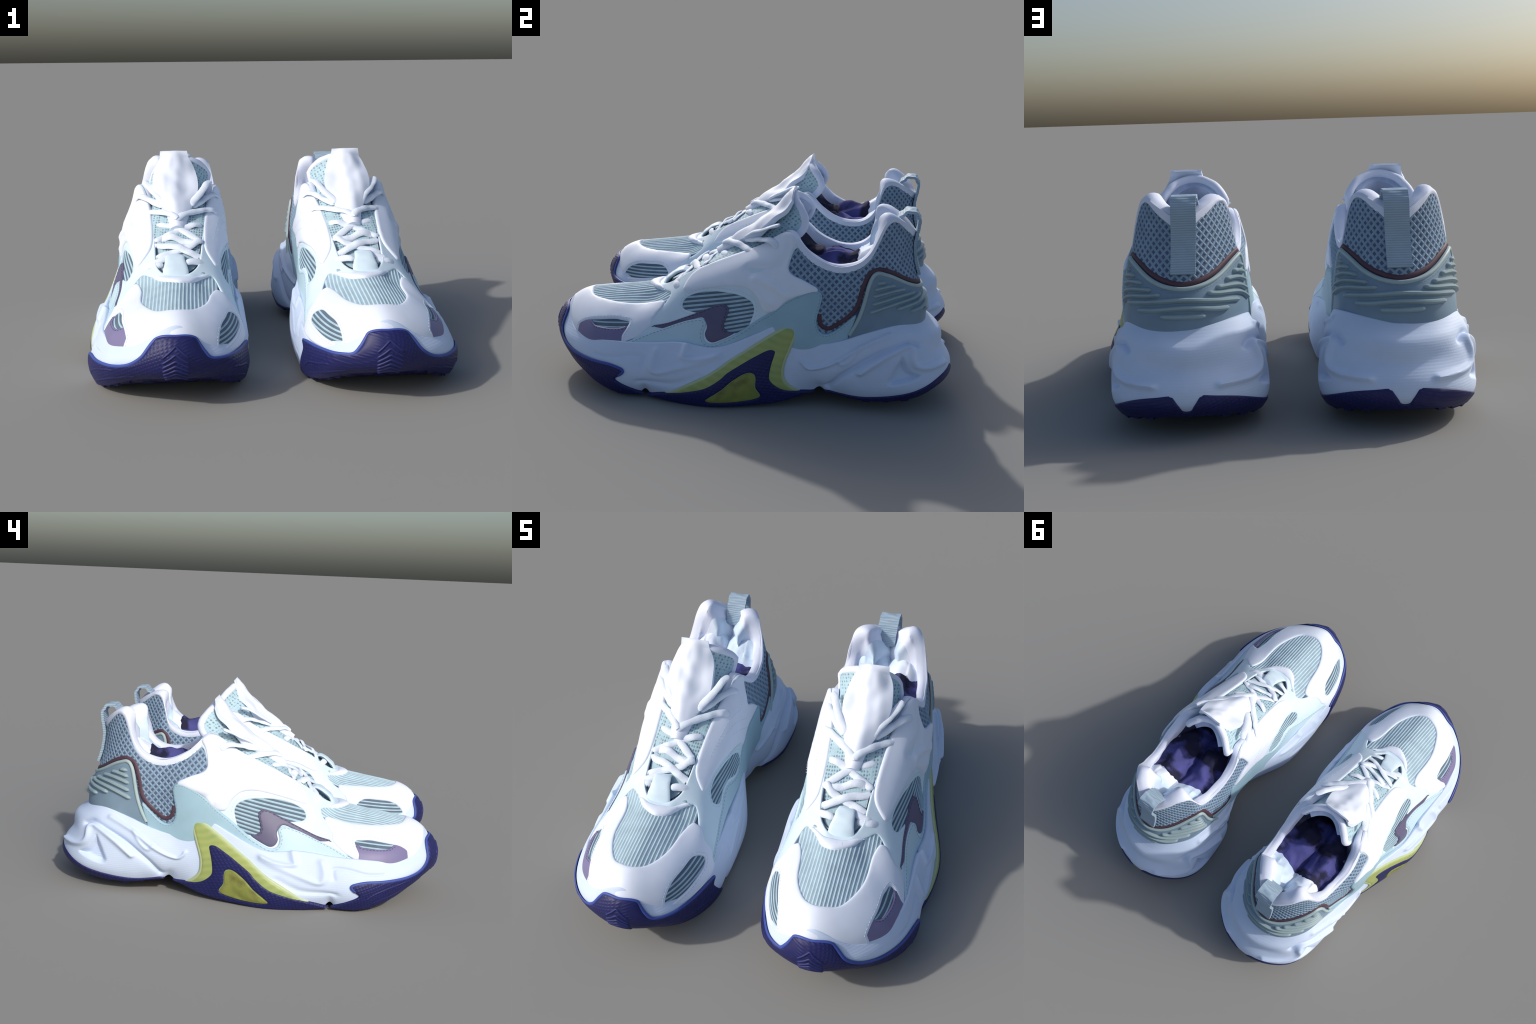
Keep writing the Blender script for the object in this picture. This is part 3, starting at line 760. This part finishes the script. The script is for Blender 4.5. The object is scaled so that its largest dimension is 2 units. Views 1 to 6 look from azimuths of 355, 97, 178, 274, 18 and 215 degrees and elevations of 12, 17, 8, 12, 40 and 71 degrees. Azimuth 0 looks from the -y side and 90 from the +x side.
def build_panels(U):
    shell = build_upper_shell(U)
    # ribbed windows: dark ground with cords on it
    for name, outline, gap, cord in (("vamp_mesh", VAMP, "vamp_gap", "cord_pale"), ("quarter_mesh", WINDOW_OUT, "cord_gap", "cord"), ("quarter_mesh", WINDOW_IN, "cord_gap", "cord"),
                                     ("toe_mesh", TOE_WINDOW_OUT, "cord_gap", "cord"), ("toe_mesh", TOE_WINDOW_IN, "cord_gap", "cord")):
        grown = [tuple(p) for p in inset(outline, 0.008, True, -1 if area(outline) > 0 else 1)][::4]
        ob = patch(name, gap, U, grown, shell, H=0.002, bevel=0.004, step=0.010, sink=0.002)
        g = Geo()
        side = (0, 14) if np.mean([p[0] for p in outline]) < 14 else (14, 28)
        if name == "vamp_mesh":
            ribs(g, U, grown, (1, 0), (9, 19), 0.0, 0.0165, .0064, .005, 0.001, wave=0.0012)
        elif name == "quarter_mesh":
            ribs(g, U, grown, (1, 2), side, 0.24, 0.0185, .0066, .0055, 0.001)
        else:
            ribs(g, U, grown, (1, 2), side, 0.10, 0.0165, .0058, .0045, 0.001)
        g.make("cord", cord, ob, stuff=True)
    collar = patch("ankle_collar", "mesh_ground", U, COLLAR, shell, H=0.002, bevel=0.004, step=0.014, sink=0.002)
    g = Geo(); net(g, U, COLLAR, 0.001)
    g.make("collar_net", "mesh_net", collar, stuff=True)
    quarter = patch("quarter", "pale_leather", U, QUARTER, shell, H=0.007, bevel=0.006, holes=[WINDOW_OUT, WINDOW_IN], step=0.012)
    cap = patch("toe_cap", "white_leather", U, TOE_CAP, shell, H=0.010, bevel=0.008, holes=[TOE_WINDOW_OUT, TOE_WINDOW_IN], step=0.011)
    folds = ([(5.96,3.59),(6.03,3.25),(6.34,2.88),(6.87,2.77),(7.35,2.95)], [(6.56,2.53),(6.88,2.54),(7.24,2.74)], [(5.7,2.0),(6.0,1.97),(6.3,2.11),(6.75,2.29),(7.12,2.46)], [(6.44,1.57),(6.89,1.74),(7.41,2.18)])
    def creased(P, c, v, d):
        C, V = np.asarray(c)[:, None], np.asarray(v)[:, None]
        r = sum(a * line_field(C, V, f, .013)[:, 0] for a, f in zip((-.009, -.007, .010, .007), folds))
        return r * np.clip(d / .02, 0, 1)
    flap = patch("eyestay", "white_leather", U, FLAP_OUT, quarter, H=0.016, bevel=0.012, step=0.008, relief=creased)
    flap2 = patch("eyestay", "white_leather", U, FLAP_IN, quarter, H=0.014, bevel=0.012, step=0.010)
    patch("vamp_lip", "white_leather", U, LIP, quarter, H=0.015, bevel=0.014, step=0.008)
    bolt = patch("zigzag_stripe", "purple_leather", U, LIGHTNING, quarter, H=0.0105, bevel=0.004, step=0.008)
    patch("toe_stripe", "purple_pale", U, TOE_PURPLE, cap, H=0.0075, bevel=0.004, step=0.008)
    t_out = TEAL_OUT + [(10.5,.1),(9,.1),(7,.1),(5,.1),(3.75,.1),(3.6,.7)]
    t_in = TEAL_IN + [(24.4,.7),(24.2,.1),(22,.1),(20,.1),(18.2,.1),(17.4,.2)]
    teal = patch("side_overlay", "teal_leather", U, t_out, shell, H=0.014, bevel=0.007, step=0.010)
    teal2 = patch("side_overlay", "teal_leather", U, t_in, shell, H=0.010, bevel=0.007, step=0.010)
    side = [(c, v) for c, v in COUNTER_SIDE]
    outline = side + [(0, 1.87)] + [(c - 28, v) for c, v in mir(side)] + [(c, .05) for c in (-2, 0, 2)]
    counter = patch("heel_counter", "teal_rubber", U, outline, shell, H=0.012, bevel=0.006, step=0.011)
    g = Geo()
    strand(g, U, COUNTER_SIDE[1:] + [(0, 1.87)] + [(c - 28, v) for c, v in mir(COUNTER_SIDE[1:])], .0095, .011, 0.010)
    g.make("counter_piping", "pale_ridge", counter)
    trim = Geo()
    half = [(c, v - (.04 if c < 2.9 else 0)) for c, v in BROWN_SIDE]
    path = half + [(0, 2.02)] + [(c - 28, v) for c, v in mir(half)]
    strand(trim, U, path, .0105, .005, 0.006)
    trim.make("collar_trim", "maroon_trim", shell)
    # moulded bars of the heel counter
    bars = [[(2.16,2.28),(2.62,2.50)],[(1.78,2.10),(2.24,2.17),(2.70,2.29)],[(1.42,1.94),(2.14,1.94),(2.77,2.04)],[(1.05,1.80),(2.01,1.68),(2.84,1.72)],[(.72,1.68),(1.3,1.56),(2.0,1.44),(2.95,1.40)]]
    for f in (lambda p: p, lambda p: [(28 - c, v) for c, v in p]):
        for b in bars:
            g = Geo(); strand(g, U, f(b), .0105, .021, 0.0085, .014); g.make("heel_rib", "teal_ridge", counter)
    for b in ([(2.0,1.20),(1.5,1.30),(.8,1.44),(0,1.50),(-.87,1.40),(-1.5,1.26),(-2.0,1.16)],[(1.5,1.04),(1.1,1.12),(0,1.23),(-1.1,1.08),(-1.5,1.0)],[(.72,.95),(0,.93),(-.70,.92)]):
        g = Geo(); strand(g, U, b, .0112, .021, 0.0085, .016); g.make("heel_rib", "teal_ridge", counter)
    # stitching
    for name, mat, parent, jobs in (
        ("stitching", "thread_teal", teal, [(TEAL_OUT, 1, .014, .010), ]),
        ("stitching", "thread_teal", teal2, [(TEAL_IN, 1, .010, .010)]),
        ("stitching", "thread_dark", bolt, [([(10.1,1.32),(9.55,1.42),(8.92,1.62),(8.4,1.85),(8.08,1.94),(7.90,1.87),(7.79,1.68),(7.81,1.41),(7.87,1.16),(7.86,.97),(7.75,.84)], 1, .0105, .007)]),
        ("stitching", "thread_teal", counter, [(COUNTER_SIDE[1:] + [(0, 1.87)] + [(c - 28, v) for c, v in mir(COUNTER_SIDE[1:])], 1, .012, .013)]),
    ):
        g = Geo()
        for pts, sgn, lift, d in jobs:
            for s_ in (sgn, -sgn):
                q = inset(pts, d, False, s_)
                ctr = np.mean(smooth_curve(t_out if pts is TEAL_OUT else t_in if pts is TEAL_IN else LIGHTNING if parent is bolt else outline, 4, True), 0)
                ref = resample(smooth_curve(t_out if pts is TEAL_OUT else t_in if pts is TEAL_IN else LIGHTNING if parent is bolt else outline, 6, True) * SCALE, .006, True)
                if inside(ref, q * SCALE).mean() > .6:
                    stitches(g, U, q, lift, smooth=False)
                    break
        g.make(name, mat, parent, stuff=True)
    for nm, outline_, par, lift in (("stitching", WINDOW_OUT, quarter, .007), ("stitching", WINDOW_IN, quarter, .007), ("stitching", TOE_WINDOW_OUT, cap, .010), ("stitching", TOE_WINDOW_IN, cap, .010)):
        g = Geo()
        stitches(g, U, inset(outline_, .012, True, -1 if area(outline_) > 0 else 1), lift, smooth=False)
        g.make(nm, "thread_pale", par, stuff=True)
    g = Geo()
    for dots in ([(21.54,3.1),(21.25,2.95),(20.84,3.14),(20.49,3.3),(19.99,3.4),(19.49,3.42)], [(21.55,2.26),(21.21,2.51),(20.72,2.91),(20.2,3.22),(19.79,3.35)], [(22.05,1.75),(21.4,1.95),(20.81,2.45),(20.48,2.8)], [(20.93,1.68),(20.59,2.07),(20.19,2.45),(19.82,2.66)]):
        stitches(g, U, dots, .014, dash=.004, gap=.008)
    g.make("perforation", "thread_pale", flap2, stuff=True)
    g = Geo()
    stitches(g, U, inset(TOE_PURPLE[:6], .008, False, 1 if False else -1), .0075, smooth=False)
    g.make("stitching", "thread_dark", cap, stuff=True)
    return shell

def area(pts):
    P = np.asarray(pts) * SCALE
    x, y = P[:, 0], P[:, 1]
    return 0.5 * np.sum(x * np.roll(y, -1) - y * np.roll(x, -1))

def build_lining(U):
    """fat padded collar: rolls from the top of the mesh over and inwards; two
    lobes at the heel with a dip between them"""
    nc = 336
    c = np.linspace(-14, 14, nc, endpoint=False)
    cc = abs(c)
    top = U.at(c % 28, 0*c + 3.97)
    lv = 3.68 + .20 * np.exp(-((cc - 1.6) / .75) ** 2)
    low = U.at(c % 28, lv) + U.normal(c % 28, lv) * .003
    mid = U.at(c % 28, .5 * lv + 1.98) + U.normal(c % 28, .5 * lv + 1.98) * .009
    N = U.normal(c % 28, 0*c + 3.8) * np.array([1, 1, 0]); N /= np.linalg.norm(N, axis=1, keepdims=True)
    ear = np.exp(-((cc - 1.75) / .85) ** 2)
    heel = np.exp(-(cc / 2.6) ** 6)
    w = .037 + .036 * ear + .020 * heel * (1 - ear)
    w = w * np.clip(1.2 - .5 * np.clip(cc - 5.9, 0, 2), .3, 1)
    rows = [low, mid, top + N * .007 + np.array([0, 0, .002])]
    for a in np.linspace(25, 155, 6):
        ca, sa = math.cos(math.radians(a)), math.sin(math.radians(a))
        rows.append(top - N * (w * (.5 - .5 * ca))[:, None] + np.array([0, 0, 1]) * ((.008 + .012 * ear) * sa)[:, None])
    for inn, dz in ((1.02, -.018), (1.15, -.05), (1.3, -.09), (1.35, -.14), (1.1, -.20)):
        rows.append(top - N * (w * inn + (.02 if dz < -.06 else 0))[:, None] + np.array([0, 0, dz]))
    R = np.array(rows)
    for a in range(1, len(R)):
        R[a] += np.array([mnoise.noise_vector(Vector(p) * 13) for p in R[a]]) * (.004 if a < 8 else .009)
    def band(name, mat, sel, r0, r1):
        V, F, m = [], [], r1 - r0 + 1
        for i in sel:
            V += [R[a, i % nc] for a in range(r0, r1 + 1)]
        for k in range(len(sel) - 1):
            for a in range(m - 1):
                F.append((k*m + a, (k+1)*m + a, (k+1)*m + a + 1, k*m + a + 1))
        return make_object(name, np.array(V), F, mat)
    rear = [i for i in range(nc) if cc[i] <= 7.0]
    front = [i for i in range(nc) if c[i] >= 6.95] + [i for i in range(nc) if c[i] <= -6.95]
    band("ankle_padding", "white_padding", rear, 0, 10)
    band("heel_lining", "blue_padding", [i for i in rear if cc[i] < 3.4], 10, 13)
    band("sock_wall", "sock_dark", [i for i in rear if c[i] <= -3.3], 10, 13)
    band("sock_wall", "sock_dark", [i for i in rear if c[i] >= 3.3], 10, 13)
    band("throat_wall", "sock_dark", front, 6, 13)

def build_insole():
    """crumpled sock liner, lying high in the shoe"""
    nx, ny = 64, 116
    V, F, m = [], [], 65
    for j in range(ny + 1):
        y = -0.34 + 0.99 * j / ny
        hw = 0.205 if y < .42 else 0.205 * math.sqrt(max(0.02, 1 - ((y - .42) / .25) ** 2))
        for i in range(nx + 1):
            a = 2 * i / nx - 1
            x = 0.437 + a * hw
            front = min(1, max(0, (y + .02) / 0.22)); front *= front * (3 - 2 * front)
            z = 0.42 + 0.235 * front
            z += (0.045 * math.exp(-((x - .54) / .06) ** 2) + 0.02 * math.exp(-((x - .36) / .045) ** 2)) * front
            z -= .03 * math.exp(-((x - .445) / .02) ** 2) * front
            rear = min(1, max(0, (y - 0.44) / 0.2))
            z += 0.075 * rear * rear * (3 - 2 * rear)
            q = Vector((x * 9, y * 6, 1.3))
            z += (0.010 * mnoise.cell(q) + 0.030 * mnoise.noise(Vector((x * 9, y * 9, 2))) + .012 * mnoise.noise(Vector((x * 25, y * 25, 4)))) * (0.4 + 0.6 * front)
            V.append((x, y, z))
    for j in range(ny):
        for i in range(nx):
            F.append((j*m + i, j*m + i + 1, (j+1)*m + i + 1, (j+1)*m + i))
    V = np.array(V)
    def sub(V, F):
        u = sorted({i for f in F for i in f}); r = {k: n for n, k in enumerate(u)}
        return V[u], [tuple(r[i] for i in f) for f in F]
    ob = make_object("insole", *sub(V, [f for f in F if V[f[0], 1] < .56]), "insole_purple")
    H = V.copy()                         # the pale heel pad lies over it, thinning out to a ragged edge
    rag = np.array([.05 * mnoise.noise(Vector(p) * 9) + .02 * mnoise.noise(Vector(p) * 30) for p in V])
    H[:, 2] += -.012 + .022 * np.clip((V[:, 1] + rag - .455) / .07, 0, 1)
    make_object("heel_pad", *sub(H, [f for f in F if V[f[0], 1] > .40]), "blue_padding")
    g = Geo()
    g.add(*tube(smooth_curve([(.578,.36,.655),(.555,.38,.668),(.533,.39,.672),(.51,.39,.665)], 6), [.008]+[.014]*17+[.008], 8, .4))
    g.make("insole_white_chip", "white_padding", ob)
    g = Geo()
    for x, y, z, r in ((.600,.265,.615,.075),(.612,.385,.605,.058),(.288,.385,.605,.064),(.298,.262,.600,.072)):
        V, F = [], []
        for i in range(13):
            for j in range(20):
                a, b = math.pi * i / 12, math.tau * j / 20
                p = Vector((math.sin(a) * math.cos(b), math.sin(a) * math.sin(b) * 1.15, math.cos(a) * .6)) * (1 + .25 * mnoise.noise(Vector((math.sin(a) * math.cos(b) + x * 9, math.sin(a) * math.sin(b), math.cos(a)))))
                V.append((x + p.x * r, y + p.y * r, z + p.z * r))
        for i in range(12):
            for j in range(20):
                F.append((i*20 + j, (i+1)*20 + j, (i+1)*20 + (j+1) % 20, i*20 + (j+1) % 20))
        g.add(V, F)
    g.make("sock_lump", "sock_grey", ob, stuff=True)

TONGUE = [  # y, z, half width, how far the edges curl back, how far they drop
    (-.42, .465, .12, .00, .005), (-.36, .500, .125, .00, .01), (-.25, .588, .13, .01, .015), (-.12, .672, .138, .04, .02),
    (.00, .760, .145, .095, .05), (.07, .840, .150, .120, .09), (.13, .905, .152, .100, .12), (.165, .948, .150, .080, .135)]

def tongue_at(t, a, off=0.0):
    K = np.array(TONGUE)
    x = np.arange(len(K))
    t = np.asarray(t, float); a = np.asarray(a, float)
    S = smooth_curve(K, 12)
    u = np.linspace(0, 1, len(S))
    y, z, w, curl, drop = [np.interp(t, u, S[:, k]) for k in range(5)]
    top = np.clip((t - .8) / .2, 0, 1)
    X = .428 - .010 * top + w * a
    Y = y + curl * a * a
    Z = z - drop * (1 - np.sqrt(np.clip(1 - .96 * a * a, 0, 1)))
    return np.stack(np.broadcast_arrays(X, Y, Z), -1)

def tongue_normal(t, a):
    e = .01
    t1, t0 = np.minimum(t + e, 1), np.maximum(t - e, 0)
    a1, a0 = np.minimum(a + e, .999), np.maximum(a - e, -.999)
    n = np.cross(tongue_at(t, a1) - tongue_at(t, a0), tongue_at(t1, a) - tongue_at(t0, a))
    return n / (np.linalg.norm(n, axis=-1, keepdims=True) + 1e-12)

def sheet(tr, ar, front, back, nt, na, noise_amp=0.0, seed=0.0):
    """closed pad on the tongue: ar(t) -> (a0, a1)"""
    t = np.linspace(*tr, nt)
    s = np.linspace(0, 1, na)
    A = np.array([[ar(tt)[0] + (ar(tt)[1] - ar(tt)[0]) * ss for ss in s] for tt in t])
    T = t[:, None] + 0 * s[None]
    N = tongue_normal(T, A)
    base = tongue_at(T, A)
    edge = np.minimum(np.minimum(s, 1 - s)[None] * 2 + 0*T, 1)
    rnd = np.sqrt(np.clip(1 - (1 - np.clip(edge / .18, 0, 1)) ** 2, 0, 1))
    amp = np.array([[mnoise.noise(Vector((p[0] * 16, p[1] * 13, p[2] * 13 + seed))) + .5 * mnoise.noise(Vector((p[0] * 34, p[1] * 28, p[2] * 28 + seed))) for p in r] for r in base]) * noise_amp
    Fp = base + N * (front * (.35 + .65 * rnd) + amp * rnd)[..., None]
    Bp = base - N * back
    m = na
    V = np.concatenate([Fp.reshape(-1, 3), Bp.reshape(-1, 3)])
    o = nt * na
    F = []
    for i in range(nt - 1):
        for j in range(na - 1):
            q = (i*m + j, i*m + j + 1, (i+1)*m + j + 1, (i+1)*m + j)
            F.append(q); F.append(tuple(o + k for k in reversed(q)))
    rimi = [i*m for i in range(nt)], [i*m + m - 1 for i in range(nt)], list(range(m)), [(nt-1)*m + j for j in range(m)]
    for k, L in enumerate(rimi):
        for a, b in zip(L, L[1:]):
            F.append((a, b, b + o, a + o) if k in (1, 2) else (b, a, a + o, b + o))
    return V, F

def build_tongue():
    V, F = sheet((0, 1), lambda t: (-1, 1), .006, .012, 50, 41)
    ob = make_object("tongue", V, F, "tongue_mesh")
    # padded white edge over the top and down both sides
    a = np.linspace(-.985, .985, 41)
    t = np.concatenate([np.linspace(.50, .97, 14), np.ones(41), np.linspace(.97, .50, 14)])
    aa = np.concatenate([np.full(14, .985), a[::-1], np.full(14, -.985)])
    path = tongue_at(t, aa) - tongue_normal(t, aa) * .010
    r = np.full(len(path), .0185); r[:6] *= np.linspace(.4, 1, 6); r[-6:] *= np.linspace(1, .4, 6)
    make_object("tongue_edge", *tube(path, r, 12, 1.1, up=(.05, 1, .35), wob=.003), "white_padding", ob)
    # padded hollow back of the tongue
    V, F = sheet((.42, .97), lambda t: (-.86, .86), -.012, .055, 30, 25)
    make_object("tongue_back", V, F, "tongue_lining", ob)
    # pull tab down the middle, crumpled, with a squared free end
    rows = smooth_curve([(.395,.465,-.20,.660),(.372,.490,-.11,.732),(.342,.532,-.03,.788),(.328,.556,.03,.838),(.336,.553,.085,.892),(.352,.541,.122,.935),(.370,.525,.146,.962),(.376,.520,.160,.974),(.380,.518,.172,.984)], 6)
    nr, na = len(rows), 27
    s = np.linspace(-1, 1, na)
    P = np.array([[((x0 + x1) / 2 + (x1 - x0) / 2 * a, y, z) for a in s] for x0, x1, y, z in rows])
    up = np.gradient(P, axis=0); up /= np.linalg.norm(up, axis=2, keepdims=True)
    Nn = np.cross(np.array([1.0, 0, 0]), up)
    k = np.linspace(0, 1, nr)[:, None]
    belly = (1 - s[None] ** 2) * (.020 * (1 - k ** 4)) - .018 * s[None] ** 2 * np.clip(1 - k * 1.15, 0, 1) * np.clip(k * 4, 0, 1)
    amp = np.array([[mnoise.noise(Vector((p[0] * 9, p[1] * 7, p[2] * 7))) * .020 + mnoise.noise(Vector((p[0] * 22, p[1] * 15, p[2] * 15))) * .008 for p in r] for r in P]) * (.25 + .75 * np.sin(np.pi * k) ** .5)
    Fp = P + Nn * (belly + amp - .022 * (1 - np.clip(k * 4 - 3, 0, 1)))[..., None]
    Bp = Fp - Nn * (.010 + .030 * np.clip(1 - k * 1.1, 0, 1))[..., None]
    V = np.concatenate([Fp.reshape(-1, 3), Bp.reshape(-1, 3)]); o = nr * na; F = []
    for i in range(nr - 1):
        for j in range(na - 1):
            q = (i*na + j, i*na + j + 1, (i+1)*na + j + 1, (i+1)*na + j)
            F += [q, tuple(o + x for x in reversed(q))]
    for L in ([i*na for i in range(nr)], [i*na + na - 1 for i in range(nr)], list(range(na)), [(nr-1)*na + j for j in range(na)]):
        F += [(x, y, y + o, x + o) for x, y in zip(L, L[1:])]
    make_object("tongue_tab", V, F, "white_leather", ob)
    return ob

def build_laces(parent):
    runs = {
        "top": [[(.650,.118,.752),(.615,.075,.775),(.555,.0,.755),(.50,-.05,.74)], [(.225,.118,.755),(.255,.075,.775),(.31,.0,.755),(.36,-.05,.735)]],
        "second": [[(.625,.018,.68),(.60,.0,.70),(.53,-.07,.715),(.47,-.13,.715),(.431,-.175,.70)], [(.235,.012,.69),(.265,-.01,.71),(.33,-.07,.715),(.40,-.14,.71),(.44,-.175,.695)]],
        "knot": [[(.60,.115,.845),(.575,.065,.825),(.535,.0,.79),(.49,-.06,.75)], [(.265,.115,.84),(.29,.065,.825),(.325,.0,.785),(.37,-.06,.745)]],
        "cross": [[(.545,-.14,.64),(.509,-.153,.663),(.451,-.175,.655),(.40,-.21,.638),(.362,-.24,.62),(.325,-.26,.60)], [(.315,-.15,.655),(.35,-.171,.665),(.402,-.19,.648),(.46,-.22,.63),(.54,-.25,.60)],
                  [(.54,-.235,.592),(.521,-.243,.598),(.464,-.25,.622),(.40,-.27,.60),(.33,-.28,.595)],
                  [(.55,-.27,.58),(.50,-.29,.585),(.448,-.307,.585),(.399,-.329,.572),(.336,-.348,.54),(.305,-.355,.52)], [(.315,-.27,.60),(.34,-.283,.602),(.377,-.308,.582),(.44,-.325,.565),(.52,-.345,.54),(.55,-.36,.52)],
                  [(.285,-.362,.495),(.32,-.376,.516),(.36,-.39,.526),(.395,-.40,.524)], [(.58,-.355,.508),(.545,-.37,.518),(.50,-.36,.535),(.455,-.335,.55)], [(.60,-.362,.49),(.565,-.375,.508),(.53,-.385,.512),(.50,-.385,.51)]],
    }
    for k, group in runs.items():
        for i, p in enumerate(group):
            P = resample(smooth_curve(p, 8), .006)
            n = len(P)
            r = (.0180 if k != "cross" else .0175) * np.ones(n)
            P = P - np.array([0, -.65, .75]) * .013
            r[:2] *= (.6, .85); r[-2:] *= (.85, .6)
            make_object("lace", *tube(P, r, 10, .42, up=(0, -.65, .75), wob=.005, seed=i * 3.1), "white_lace", parent)
    # lace keeper at the foot of the throat
    P = smooth_curve([(.443,-.455,.450),(.443,-.43,.492),(.443,-.395,.524),(.443,-.36,.540),(.443,-.335,.535)], 6)
    make_object("lace_keeper", *tube(P, np.linspace(.062, .040, len(P)), 16, .18, up=(0, -.6, .8), wob=.008), "pale_leather", parent)

def build_loop(U):
    prof = [(.790,.612),(.783,.635),(.772,.67),(.763,.72),(.760,.77),(.770,.83),(.773,.872),(.756,.900),(.730,.911),(.70,.898),(.674,.87),(.655,.83),(.65,.78)]
    S = resample(smooth_curve(prof, 8), .006)
    n = len(S)
    s = np.linspace(0, 1, n)
    cx = .435 - .020 * s
    T = np.gradient(S, axis=0); T /= np.linalg.norm(T, axis=1, keepdims=True)
    Nn = np.stack([T[:, 1], -T[:, 0]], 1)
    hw, th = .049, .007
    V, F = [], []
    m = 14
    for i in range(n):
        ring = []
        for a in np.linspace(-1, 1, 7):
            ring.append((a * hw, th))
        for a in np.linspace(1, -1, 7):
            ring.append((a * hw, -th))
        crinkle = .003 * math.sin(i * 0.9) * (1 if s[i] > .55 else .2)
        for x, o in ring:
            o2 = o + crinkle * (1 if abs(x) > .02 else 0)
            V.append((cx[i] + x, S[i, 0] + Nn[i, 0] * o2, S[i, 1] + Nn[i, 1] * o2))
    for i in range(n - 1):
        for j in range(m):
            F.append((i*m + j, i*m + (j+1) % m, (i+1)*m + (j+1) % m, (i+1)*m + j))
    F.append(tuple(range(m))); F.append(tuple((n-1)*m + j for j in reversed(range(m))))
    ob = make_object("heel_loop", np.array(V), F, "loop_webbing")
    return ob

def recalc_normals():
    import bmesh
    for me in bpy.data.meshes:
        bm = bmesh.new(); bm.from_mesh(me)
        bmesh.ops.recalc_face_normals(bm, faces=bm.faces)
        bm.to_mesh(me); bm.free()

def build():
    build_materials()
    root = bpy.data.objects.new("running_shoe", None)
    bpy.context.scene.collection.objects.link(root)
    root.location = ORIGIN
    ROOT[0] = root
    U, M = upper_wall(), midsole_wall()
    build_soles(M)
    build_panels(U)
    build_lining(U)
    build_insole()
    tongue = build_tongue()
    build_laces(tongue)
    build_loop(U)
    # the mirror twin: same meshes, mirrored through its parent
    twin = root.copy()
    bpy.context.scene.collection.objects.link(twin)
    made = {root: twin}
    def clone(ob):
        for ch in list(ob.children):
            if ch in made: continue
            k = ch.copy()
            bpy.context.scene.collection.objects.link(k)
            k.parent = made[ob]
            made[ch] = k
            clone(ch)
    clone(root)
    w = np.array([-0.0016, -0.0056, -0.0278])
    rot = Matrix.Rotation(float(np.linalg.norm(w)), 4, Vector(w).normalized())
    mirror = Matrix.Diagonal((-1, 1, 1, 1))
    twin.matrix_world = Matrix.Translation((0.0108, -0.0027, 0.0027)) @ rot @ mirror @ Matrix.Translation(ORIGIN)
    for ob in (root, twin):
        ob["label"] = "chunky white and teal running shoe with navy sole"
        ob["category"] = "running shoe"

build()
